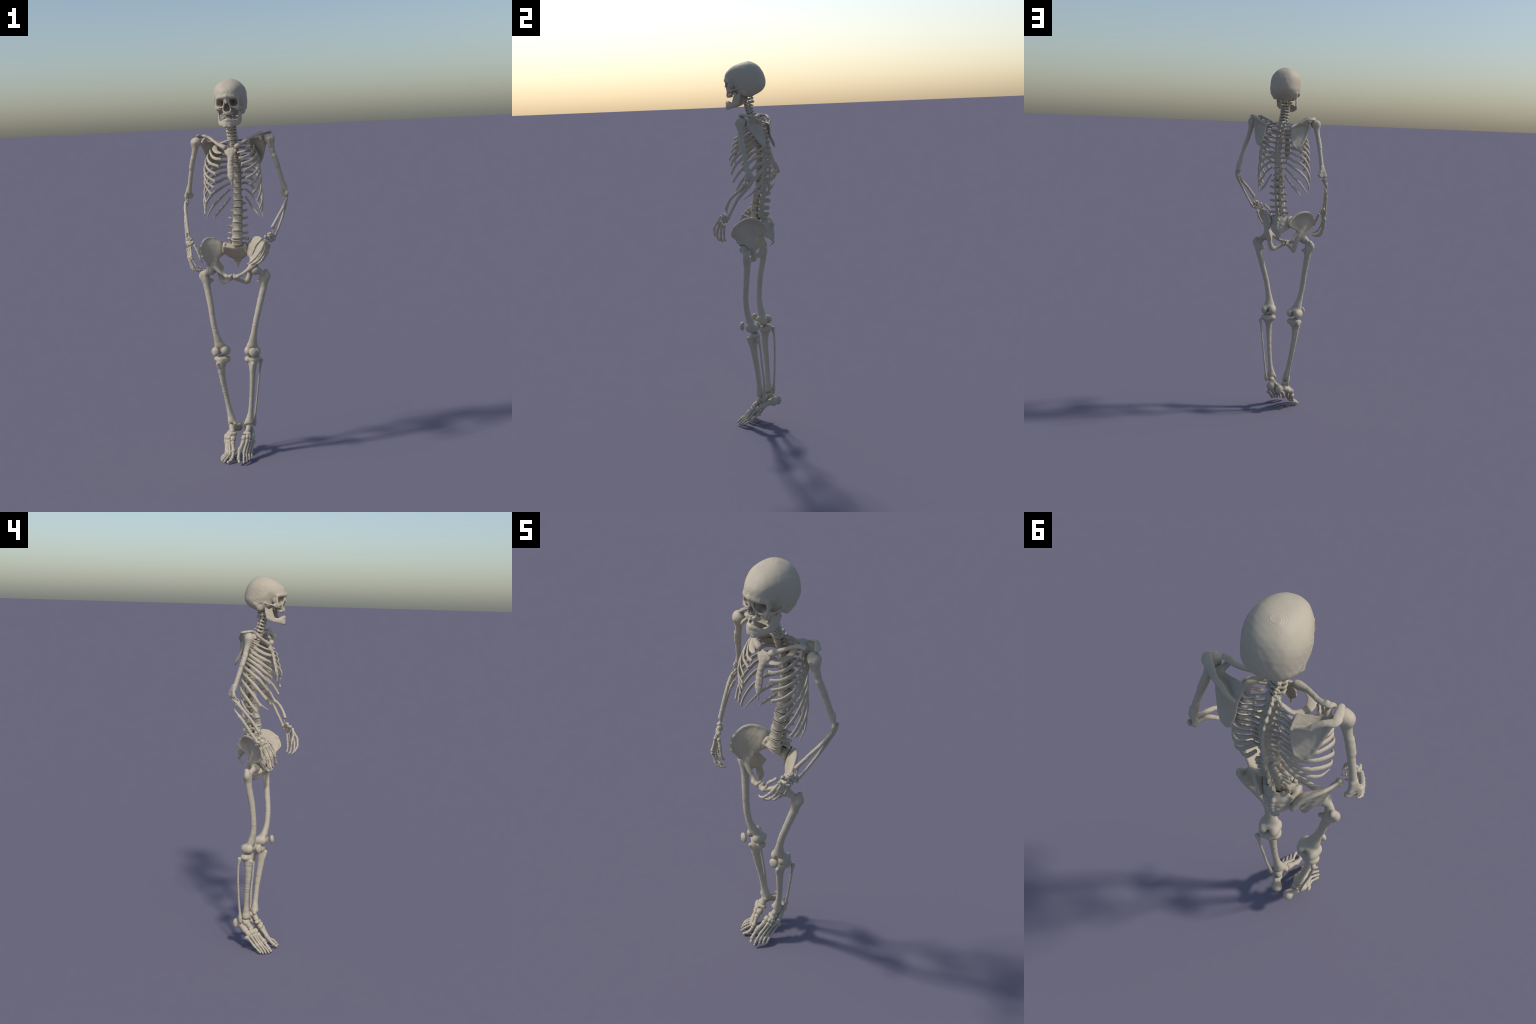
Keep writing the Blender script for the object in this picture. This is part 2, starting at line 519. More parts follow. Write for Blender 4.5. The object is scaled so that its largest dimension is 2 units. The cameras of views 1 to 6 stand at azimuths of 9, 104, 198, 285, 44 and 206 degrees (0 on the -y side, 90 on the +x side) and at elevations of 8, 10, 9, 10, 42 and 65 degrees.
# =============================================================== SPINE
# name, centre x, front y, centre z, width, depth, height of the body, tip of the spinous process
SPINE = [
    ("C2", 0.001, 0.012, 1.783, 0.020, 0.017, 0.019, (-0.003, 0.066, 1.793)),
    ("C3", 0.000, 0.0145, 1.7665, 0.024, 0.018, 0.0125, (-0.006, 0.062, 1.773)),
    ("C4", 0.000, 0.0185, 1.750, 0.025, 0.018, 0.0125, (-0.009, 0.062, 1.758)),
    ("C5", 0.000, 0.023, 1.733, 0.026, 0.018, 0.013, (-0.010, 0.065, 1.743)),
    ("C6", 0.001, 0.028, 1.7155, 0.028, 0.019, 0.0135, (-0.011, 0.076, 1.730)),
    ("C7", 0.002, 0.034, 1.697, 0.030, 0.020, 0.0145, (-0.010, 0.086, 1.713)),
    ("T1", 0.003, 0.042, 1.677, 0.032, 0.021, 0.016, (-0.005, 0.100, 1.692)),
    ("T2", 0.002, 0.049, 1.6555, 0.031, 0.023, 0.0175, (-0.003, 0.113, 1.669)),
    ("T3", 0.005, 0.056, 1.634, 0.030, 0.025, 0.019, (0.000, 0.127, 1.643)),
    ("T4", 0.008, 0.062, 1.611, 0.030, 0.027, 0.020, (0.003, 0.137, 1.611)),
    ("T5", 0.009, 0.066, 1.587, 0.030, 0.029, 0.020, (0.004, 0.145, 1.577)),
    ("T6", 0.010, 0.069, 1.562, 0.031, 0.030, 0.021, (0.003, 0.150, 1.548)),
    ("T7", 0.010, 0.070, 1.5375, 0.033, 0.031, 0.021, (0.002, 0.152, 1.520)),
    ("T8", 0.010, 0.070, 1.512, 0.035, 0.032, 0.022, (0.002, 0.151, 1.493)),
    ("T9", 0.009, 0.068, 1.486, 0.037, 0.033, 0.022, (0.002, 0.150, 1.466)),
    ("T10", 0.007, 0.067, 1.458, 0.040, 0.033, 0.0235, (0.002, 0.152, 1.443)),
    ("T11", 0.007, 0.0645, 1.428, 0.043, 0.034, 0.026, (0.001, 0.152, 1.415)),
    ("T12", 0.007, 0.060, 1.395, 0.047, 0.035, 0.028, (0.000, 0.147, 1.385)),
    ("L1", 0.007, 0.0565, 1.3605, 0.049, 0.036, 0.030, (0.000, 0.142, 1.349)),
    ("L2", 0.006, 0.048, 1.3235, 0.050, 0.038, 0.031, (0.000, 0.138, 1.308)),
    ("L3", 0.004, 0.038, 1.285, 0.051, 0.040, 0.032, (0.000, 0.135, 1.268)),
    ("L4", 0.002, 0.029, 1.243, 0.053, 0.042, 0.033, (-0.001, 0.129, 1.229)),
    ("L5", 0.001, 0.025, 1.2015, 0.055, 0.042, 0.032, (-0.006, 0.124, 1.195)),
    ("L6", -0.002, 0.0265, 1.160, 0.058, 0.042, 0.030, (-0.009, 0.119, 1.167)),
]
RIB_BACK_Z = dict(zip(range(1, 13), (1.690, 1.672, 1.652, 1.633, 1.609, 1.581, 1.553, 1.524, 1.496, 1.468, 1.434, 1.392)))
RIB_BACK_Y = dict(zip(range(1, 13), (0.084, 0.094, 0.101, 0.106, 0.109, 0.112, 0.112, 0.111, 0.111, 0.114, 0.104, 0.105)))


def vertebrae():
    fr = np.array([v[1:4] for v in SPINE])
    for i, (name, x, yf, z, w, d, h, tip) in enumerate(SPINE):
        a, c = fr[max(i - 1, 0)], fr[min(i + 1, len(fr) - 1)]
        up = unit(a - c)
        if name == "L6":
            up = unit((0, -0.30, 1))
        right = unit(np.cross((0, 1, 0), up))
        back = np.cross(up, right)
        R = np.array([right, back, up])
        C = V(x, yf, z) + back * d / 2
        tip = V(*tip)
        kind, num = name[0], int(name[1:])
        pitch = np.linalg.norm(a - c) / (1 if i in (0, len(fr) - 1) else 2)
        h = pitch * {"C": 0.86, "T": 0.90, "L": 0.875}[kind] if 0 < i < len(fr) - 1 else h
        tip = tip - V(0, 0.004, 0)
        at = lambda r, bk, u: C + right * r + back * bk + up * u
        pts = [C - 0.05, C + 0.05, tip + 0.012, tip - 0.012]
        b = Bone.around(pts, 0.004, 0.0014)
        b.F[:] = 0.03
        b.drum(C, R, w, d, h, 0.17 if kind == "L" else 0.13 if kind == "T" else 0.07)
        hb = d / 2
        if kind == "C":
            can, arch = 0.0125, 0.020
            root = at(0, hb + 0.019, 0.0015)
            for s in (-1, 1):
                b.tube([(*at(s * w * 0.42, hb * 0.5, 0.001), 0.0035), (*at(s * 0.0225, hb * 0.9, 0.000), 0.0042)], 0.003)
                b.tube([(*at(s * w * 0.46, -hb * 0.1, 0.0), 0.003), (*at(s * 0.0225, -hb * 0.05, -0.002), 0.0034)], 0.003)
                b.ball(at(s * 0.021, hb + 0.006, 0.0), (0.0065, 0.0055, 0.0085), 0.003, R)
                b.tube([(*at(s * 0.018, hb + 0.009, 0.0), 0.0045), (*at(s * 0.009, hb + 0.016, 0.001), 0.0042), (*root, 0.0042)], 0.003, flat=back, f=0.7)
                fork = tip + right * s * 0.0035
                b.tube([(*root, 0.0038), (*(root * 0.4 + tip * 0.6), 0.0034), (*fork, 0.0032)], 0.003)
            if name == "C2":
                b.tube([(*at(0, 0.001, 0.008), 0.0060), (*at(0, 0.0, 0.030), 0.0050)], 0.004)
                b.tube([(*root, 0.006), (*tip, 0.0062)], 0.004)
        elif kind == "T":
            zr, yr = RIB_BACK_Z[num], RIB_BACK_Y[num]
            root = at(0, hb + 0.019, 0.0)
            low = root * 0.55 + tip * 0.45
            low = low + V(0, 0, -0.003)
            big = 0.8 + 0.03 * num
            for s in (-1, 1):
                b.tube([(*at(s * w * 0.33, hb * 0.8, h * 0.18), 0.0045), (*at(s * 0.0135, hb + 0.008, h * 0.20), 0.0055), (*at(s * 0.010, hb + 0.0155, h * 0.0), 0.0065), (*root, 0.0055)], 0.003)
                b.plate([[at(s * 0.015, hb + 0.012, h * 0.38), at(0, hb + 0.019, h * 0.30)], [at(s * 0.0145, hb + 0.014, -h * 0.1), at(0, hb + 0.0205, -h * 0.2)], [at(s * 0.0125, hb + 0.0165, -h * 0.62), at(0, hb + 0.023, -h * 0.62)]], 0.0026, 0.003)
                b.ball(at(s * 0.0125, hb + 0.011, h * 0.42), (0.0065, 0.0035, 0.007), 0.003, R)
                b.ball(at(s * 0.0115, hb + 0.013, -h * 0.45), (0.0065, 0.0035, 0.008), 0.003, R)
                reach = 0.036 if num < 11 else 0.028 if num == 11 else 0.024
                end = V(0.005 + s * reach, yr + 0.003, zr - 0.002)
                if num == 12:
                    end = V(0.006 + s * reach, 0.108, zr - 0.002)
                b.tube([(*at(s * 0.0115, hb + 0.012, h * 0.15), 0.0052), (*(0.5 * at(s * 0.0125, hb + 0.013, h * 0.2) + 0.5 * end), 0.0045), (*end, 0.0062 if num < 11 else 0.0045)], 0.004)
            wide = 0.0066 if num < 4 else 0.0052
            b.tube([(*root, 0.0074), (*low, 0.0072), (*tip, wide)], 0.004, flat=right, f=(0.6, 0.56, 0.85))
        else:
            root = at(0, hb + 0.022, -0.002)
            span = {1: 0.034, 2: 0.043, 3: 0.048, 4: 0.049, 5: 0.050, 6: 0.056}[num]
            for s in (-1, 1):
                b.tube([(*at(s * w * 0.33, hb * 0.75, h * 0.18), 0.0062), (*at(s * 0.0165, hb + 0.009, h * 0.16), 0.0066), (*at(s * 0.013, hb + 0.019, -0.003), 0.0075), (*root, 0.006)], 0.004, flat=right, f=0.75)
                b.plate([[at(s * 0.016, hb + 0.017, h * 0.25), at(0, hb + 0.021, h * 0.12)], [at(s * 0.0135, hb + 0.019, -h * 0.15), at(0, hb + 0.024, -h * 0.2)], [at(s * 0.015, hb + 0.021, -h * 0.50), at(s * 0.004, hb + 0.025, -h * 0.50)]], 0.0035, 0.004)
                b.ball(at(s * 0.0165, hb + 0.017, h * 0.45), (0.0075, 0.0075, 0.011), 0.004, R)
                b.ball(at(s * 0.0135, hb + 0.021, -h * 0.50), (0.0065, 0.006, 0.012), 0.004, R)
                drop = 0.006 if num < 6 else 0.010
                end = C + V(s * span, hb + (0.016 if num < 6 else 0.020 + s * -0.008), drop)
                if num == 1:
                    end = C + V(s * span, hb + 0.018, 0.002)
                b.tube([(*at(s * 0.017, hb + 0.008, h * 0.15), 0.0062), (*(0.45 * at(s * 0.017, hb + 0.008, h * 0.15) + 0.55 * end), 0.0058), (*end, 0.0055 if num < 6 else 0.0078)], 0.004)
            hgt = 0.0105 if num < 6 else 0.008
            b.tube([(*root, hgt * 0.9), (*(0.5 * root + 0.5 * tip), hgt), (*(tip - V(0, 0.006, 0)), hgt * 1.05)], 0.004, flat=right, f=0.36)
            b.ball(tip - V(0, 0.006, 0), (0.005, 0.0055, hgt * 1.0), 0.003)
        # spinal canal
        cw = {"C": 0.011, "T": 0.0085, "L": 0.0105}[kind]
        cd = {"C": 0.0075, "T": 0.0078, "L": 0.0082}[kind]
        b.tube([(*at(0, hb + cd + 0.0005, -0.016), cw), (*at(0, hb + cd + 0.0005, 0.016), cw)], 0.0015, flat=back, f=cd / cw, cut=True)
        b.rough(0.00016, 0.012, 100 + i)
        make("vertebra", b, smooth=1)
    # atlas: a ring
    b = Bone((-0.045, 0.0, 1.785), (0.05, 0.075, 1.828), 0.0014)
    ring = []
    for k in range(25):
        t = 2 * math.pi * k / 24
        ring.append((0.002 + 0.0245 * math.sin(t), 0.036 - 0.0225 * math.cos(t), 1.806 + 0.002 * math.cos(t) - 0.004 * math.cos(t), 0.0042))
    b.tube(ring, 0.003, n=50)
    for s in (-1, 1):
        b.ball((0.002 + s * 0.020, 0.022, 1.806), (0.008, 0.011, 0.009), 0.004)
        b.tube([(0.002 + s * 0.022, 0.026, 1.806, 0.005), (0.002 + s * 0.039, 0.030, 1.803, 0.0048)], 0.004)
    b.ball((0.001, 0.060, 1.810), (0.006, 0.005, 0.006), 0.004)
    b.rough(0.00016, 0.012, 99)
    make("vertebra", b)


def sacrum():
    mx = -0.018
    b = Bone((mx - 0.075, 0.035, 1.005), (mx + 0.075, 0.165, 1.185), 0.0018)
    # centre line (front) of the five segments and the tail bone
    line = [(-0.014, 0.058, 1.128), (-0.016, 0.078, 1.110), (-0.016, 0.096, 1.094), (-0.013, 0.112, 1.079), (-0.013, 0.123, 1.070), (-0.017, 0.132, 1.056)]
    half = [0.058, 0.058, 0.052, 0.040, 0.030, 0.012]
    p = np.array(line)
    tan = np.gradient(p, axis=0)
    grid, th = [], []
    for q, t, w in zip(p, tan, half):
        bow = 0.020 * (w / 0.06) ** 2
        grid.append([(q[0] + u * w, q[1] - bow * abs(u) ** 1.5 * 0.2, q[2] + (0.010 * abs(u) if w > 0.055 else 0)) for u in (-1, -0.5, 0, 0.5, 1)])
        th.append([0.0055 if w > 0.035 else 0.004] * 5)
    b.plate(grid, np.array(th), 0.006)
    up, right = unit((0.0, -0.62, 0.78)), V(1, 0, 0)
    b.drum(V(-0.014, 0.073, 1.132), np.array([right, unit(np.cross(up, right)), up]), 0.050, 0.034, 0.026, 0.05, 0.008)
    for s in (-1, 1):
        P = lambda x, y, z, *r: (mx + s * x, y - s * 0.05 * x, z) + r
        # wings and joint faces
        b.tube([P(0.014, 0.072, 1.136, 0.013), P(0.034, 0.073, 1.140, 0.014), P(0.051, 0.074, 1.146, 0.0125)], 0.010)
        b.plate([[P(0.0535, 0.058, 1.148), P(0.0545, 0.082, 1.150), P(0.048, 0.098, 1.146)],
                 [P(0.058, 0.058, 1.128), P(0.054, 0.083, 1.128), P(0.046, 0.104, 1.124)],
                 [P(0.061, 0.060, 1.110), P(0.053, 0.088, 1.106), P(0.043, 0.112, 1.100)]], 0.006, 0.010)
        b.tube([P(0.049, 0.098, 1.112, 0.008), P(0.044, 0.107, 1.094, 0.007), P(0.034, 0.117, 1.080, 0.005), P(0.024, 0.125, 1.072, 0.003)], 0.008)
        # joint processes and the row of knobs beside the midline
        b.ball(P(0.021, 0.101, 1.156), (0.009, 0.008, 0.014), 0.008)
        for q in ((0.020, 0.114, 1.132), (0.017, 0.124, 1.110), (0.013, 0.132, 1.088)):
            b.ball(P(*q), (0.006, 0.006, 0.008), 0.007)
        for q in ((0.026, 0.068, 1.105), (0.023, 0.090, 1.088), (0.032, 0.124, 1.118), (0.027, 0.130, 1.096)):
            b.ball(P(*q), 0.0045, 0.003, cut=True)
        b.plate([[P(0.0, 0.135, 1.060), P(0.015, 0.133, 1.062)], [P(0.0, 0.138, 1.052), P(0.018, 0.136, 1.056)], [P(0.0, 0.139, 1.044), P(0.012, 0.138, 1.046)]], 0.0034, 0.003)
    # back wall and crest
    b.plate([[(mx - 0.030, 0.096, 1.156), (mx, 0.112, 1.154), (mx + 0.030, 0.096, 1.156)],
             [(mx - 0.040, 0.104, 1.138), (mx, 0.124, 1.138), (mx + 0.040, 0.104, 1.138)],
             [(mx - 0.042, 0.109, 1.116), (mx, 0.132, 1.115), (mx + 0.042, 0.109, 1.116)],
             [(mx - 0.036, 0.115, 1.094), (mx, 0.138, 1.090), (mx + 0.036, 0.115, 1.094)],
             [(mx - 0.018, 0.128, 1.072), (mx, 0.139, 1.066), (mx + 0.018, 0.128, 1.072)]], 0.0045, 0.008)
    for q, r in (((-0.014, 0.134, 1.141), 0.010), ((-0.011, 0.137, 1.120), 0.009), ((-0.013, 0.140, 1.102), 0.008), ((-0.017, 0.142, 1.086), 0.007)):
        b.ball(q, (r * 0.75, r * 0.8, r * 1.15), 0.006)
    b.tube([(-0.017, 0.138, 1.0385, 0.0105), (-0.017, 0.132, 1.031, 0.0075), (-0.017, 0.122, 1.0225, 0.0040), (-0.017, 0.112, 1.0175, 0.0022)], 0.001, flat=(0, 1, 0.6), f=0.45)
    b.rough(0.00024, 0.018, 201)
    make("sacrum", b, smooth=1)


# ============================================================== THORAX
# each rib of the right side: points of its outer course after the back end, and its front end
RIBS_R = {
    1: [(-0.062, 0.088, 1.680), (-0.088, 0.062, 1.666), (-0.090, 0.030, 1.650), (-0.074, 0.000, 1.635), (-0.054, -0.013, 1.630)],
    2: [(-0.070, 0.103, 1.669), (-0.104, 0.082, 1.657), (-0.118, 0.052, 1.643), (-0.110, 0.023, 1.624), (-0.094, -0.003, 1.609), (-0.071, -0.023, 1.601), (-0.051, -0.027, 1.599)],
    3: [(-0.075, 0.112, 1.651), (-0.115, 0.088, 1.635), (-0.133, 0.053, 1.617), (-0.127, 0.020, 1.597), (-0.109, -0.010, 1.580), (-0.087, -0.023, 1.571), (-0.065, -0.029, 1.564)],
    4: [(-0.078, 0.118, 1.631), (-0.121, 0.093, 1.614), (-0.142, 0.054, 1.596), (-0.141, 0.026, 1.577), (-0.129, -0.003, 1.558), (-0.111, -0.022, 1.542), (-0.081, -0.038, 1.526)],
    5: [(-0.079, 0.121, 1.607), (-0.122, 0.096, 1.592), (-0.145, 0.054, 1.572), (-0.147, 0.018, 1.549), (-0.136, -0.008, 1.527), (-0.118, -0.028, 1.508), (-0.085, -0.042, 1.489)],
    6: [(-0.079, 0.121, 1.579), (-0.107, 0.104, 1.574), (-0.129, 0.077, 1.561), (-0.143, 0.047, 1.542), (-0.148, 0.016, 1.520), (-0.138, -0.007, 1.498), (-0.123, -0.023, 1.478), (-0.093, -0.035, 1.457)],
    7: [(-0.070, 0.121, 1.551), (-0.104, 0.110, 1.543), (-0.126, 0.089, 1.534), (-0.141, 0.064, 1.521), (-0.149, 0.025, 1.494), (-0.146, 0.005, 1.478), (-0.131, -0.015, 1.450), (-0.108, -0.030, 1.424)],
    8: [(-0.075, 0.122, 1.522), (-0.100, 0.117, 1.511), (-0.120, 0.101, 1.505), (-0.138, 0.079, 1.493), (-0.149, 0.041, 1.462), (-0.152, 0.012, 1.434), (-0.147, -0.010, 1.408), (-0.137, -0.030, 1.382)],
    9: [(-0.068, 0.122, 1.491), (-0.090, 0.121, 1.478), (-0.112, 0.111, 1.472), (-0.135, 0.090, 1.456), (-0.151, 0.060, 1.429), (-0.158, 0.029, 1.396), (-0.156, 0.012, 1.372), (-0.148, -0.004, 1.347)],
    10: [(-0.066, 0.122, 1.455), (-0.097, 0.120, 1.435), (-0.116, 0.112, 1.424), (-0.130, 0.100, 1.411), (-0.150, 0.068, 1.380), (-0.158, 0.033, 1.340), (-0.154, 0.014, 1.318)],
    11: [(-0.070, 0.115, 1.409), (-0.095, 0.114, 1.384), (-0.124, 0.099, 1.354), (-0.144, 0.070, 1.320), (-0.155, 0.026, 1.288)],
    12: [(-0.060, 0.110, 1.364), (-0.089, 0.108, 1.331), (-0.110, 0.100, 1.307), (-0.128, 0.088, 1.282)],
}
# and the front ends of the left side
FRONT_L = {1: (0.043, -0.018, 1.630), 2: (0.049, -0.035, 1.601), 3: (0.061, -0.040, 1.572), 4: (0.074, -0.046, 1.539), 5: (0.084, -0.055, 1.500), 6: (0.098, -0.046, 1.467),
           7: (0.114, -0.041, 1.424), 8: (0.130, -0.029, 1.384), 9: (0.137, -0.010, 1.339), 10: (0.139, 0.016, 1.324), 11: (0.144, 0.027, 1.291), 12: (0.121, 0.074, 1.292)}


def ribs():
    for side in (-1, 1):
        for n in range(1, 13):
            back = V(0.005 + side * 0.043, RIB_BACK_Y[n] + 0.001, RIB_BACK_Z[n] - 0.001)
            if n == 1:
                back = V(0.003 + side * 0.034, RIB_BACK_Y[n], RIB_BACK_Z[n])
            pts = np.array(RIBS_R[n], float)
            if side > 0:
                end = pts[-1].copy()
                k = np.linspace(0, 1, len(pts))
                pts[:, 0] = 2 * np.interp(k, (0, 0.35, 1), (0.002, -0.0045, -0.0045)) - pts[:, 0]
                pts = pts + k[:, None] ** 1.6 * (np.array(FRONT_L[n]) - pts[-1])
            course = np.vstack([back, pts])
            m = len(course)
            t = np.linspace(0, 1, m)
            rad = 0.0064 + 0.0012 * np.sin(t * math.pi)
            if n == 1:
                rad = np.array([0.006, 0.0075, 0.0115, 0.0125, 0.0115, 0.0085])
            elif n >= 11:
                rad = np.array([0.0055] + [0.0066] * (m - 2) + [0.0016])
                if n == 11:
                    rad[-2] = 0.0048
            else:
                rad[-1] = 0.0072
                rad[0] = 0.0060
            cs = spline(np.column_stack([course, rad]), 44)
            b = Bone.around(cs, 0.014, 0.0014)
            # the section is a blade that stands upright and faces away from the chest axis
            for a, c in zip(cs[:-1], cs[1:]):
                mid = (a + c) / 2
                e = unit(c[:3] - a[:3])
                if n == 1:
                    nrm, f = V(0, -0.45, 1.0), 0.34
                else:
                    out = unit(V(mid[0] + 0.004, (mid[1] - 0.045) * 1.1, 0.0))
                    nrm, f = out + V(0, 0, 0.25 if n < 4 else 0.0), 0.56
                b.tube([tuple(a), tuple(c)], 0.0, flat=nrm, f=f)
            if 2 <= n <= 10:
                # open, cup-like front end where the cartilage sat
                e = unit(cs[-1, :3] - cs[-4, :3])
                b.ball(cs[-1, :3] + e * 0.0075, 0.0046, 0.002, cut=True)
                if n in (3, 4, 5):
                    b.tube([(*(cs[-1, :3] + V(0, 0, -0.004)), 0.0022), (*(cs[-1, :3] + e * 0.007 + V(0, 0, -0.009)), 0.0012)], 0.002)
            b.rough(0.00020, 0.014, 300 + n + 20 * side)
            make("rib", b, smooth=1)


def sternum():
    rows = [(-0.001, -0.010, 1.6515, 0.024), (-0.001, -0.013, 1.640, 0.031), (-0.001, -0.019, 1.627, 0.026), (0.000, -0.026, 1.611, 0.0155), (0.000, -0.033, 1.590, 0.0135), (0.000, -0.040, 1.562, 0.0155),
            (0.001, -0.046, 1.537, 0.0165), (0.003, -0.050, 1.514, 0.0170), (0.004, -0.052, 1.499, 0.012), (0.005, -0.052, 1.491, 0.007)]
    grid, th = [], []
    for i, (x, y, z, w) in enumerate(rows):
        wob = 0.0012 * math.sin(i * 2.4)
        grid.append([(x + u * (w - 0.004) + wob, y + 0.005 * abs(u) ** 2 + (0.003 if i == 0 else 0), z + (-0.004 * (1 - abs(u)) if i == 0 else 0)) for u in (-1, -0.4, 0.4, 1)])
        th.append([0.0045 if i < 4 else 0.0040] * 4)
    b = Bone((-0.042, -0.068, 1.455), (0.042, 0.008, 1.662), 0.0016)
    b.plate(grid, np.array(th), 0.004)
    b.tube([(0.004, -0.051, 1.494, 0.005), (0.005, -0.051, 1.484, 0.0042), (0.0052, -0.049, 1.470, 0.0035), (0.005, -0.047, 1.462, 0.0015)], 0.003, flat=(0, 1, 0), f=0.6)
    for s in (-1, 1):
        b.ball((s * 0.026 - 0.001, -0.008, 1.652), (0.009, 0.006, 0.006), 0.004, cut=True)
        for z, y, w in ((1.612, -0.024, 0.020), (1.583, -0.033, 0.018), (1.556, -0.040, 0.020), (1.530, -0.046, 0.021), (1.508, -0.050, 0.021)):
            b.ball((s * (w + 0.001) + 0.001, y, z), 0.0032, 0.004, cut=True)
    b.rings(0.0004, 77, 2, 0.007, 1.50, 1.62)
    b.rough(0.00028, 0.014, 78)
    make("sternum", b, smooth=1)


# ============================================================ SHOULDER
CLAVICLE = {-1: [(-0.033, -0.004, 1.657), (-0.042, -0.001, 1.661), (-0.066, 0.008, 1.673), (-0.093, 0.027, 1.691), (-0.117, 0.044, 1.707), (-0.137, 0.050, 1.716), (-0.148, 0.051, 1.719)],
            1: [(0.031, -0.007, 1.660), (0.040, -0.004, 1.665), (0.063, 0.010, 1.679), (0.093, 0.027, 1.697), (0.120, 0.036, 1.711), (0.143, 0.035, 1.720), (0.157, 0.032, 1.723)]}
SCAPULA = {
    -1: dict(sup=(-0.074, 0.090, 1.683), root=(-0.0735, 0.127, 1.6655), med=(-0.0755, 0.131, 1.613), medlow=(-0.090, 0.1455, 1.572), inf=(-0.111, 0.1445, 1.5485), latlow=(-0.137, 0.125, 1.574), lat=(-0.150, 0.103, 1.615),
             glen=(-0.163, 0.070, 1.681), mid=(-0.130, 0.106, 1.706), corner=(-0.182, 0.093, 1.7145), tip=(-0.177, 0.046, 1.722), corac=(-0.153, 0.031, 1.687), bend=(-0.143, 0.048, 1.703)),
    1: dict(sup=(0.077, 0.077, 1.700), root=(0.081, 0.122, 1.677), med=(0.087, 0.133, 1.625), medlow=(0.096, 0.142, 1.586), inf=(0.111, 0.141, 1.5595), latlow=(0.138, 0.123, 1.585), lat=(0.155, 0.095, 1.628),
            glen=(0.169, 0.058, 1.684), mid=(0.139, 0.095, 1.715), corner=(0.183, 0.078, 1.720), tip=(0.198, 0.046, 1.727), corac=(0.155, 0.016, 1.690), bend=(0.146, 0.036, 1.706))}


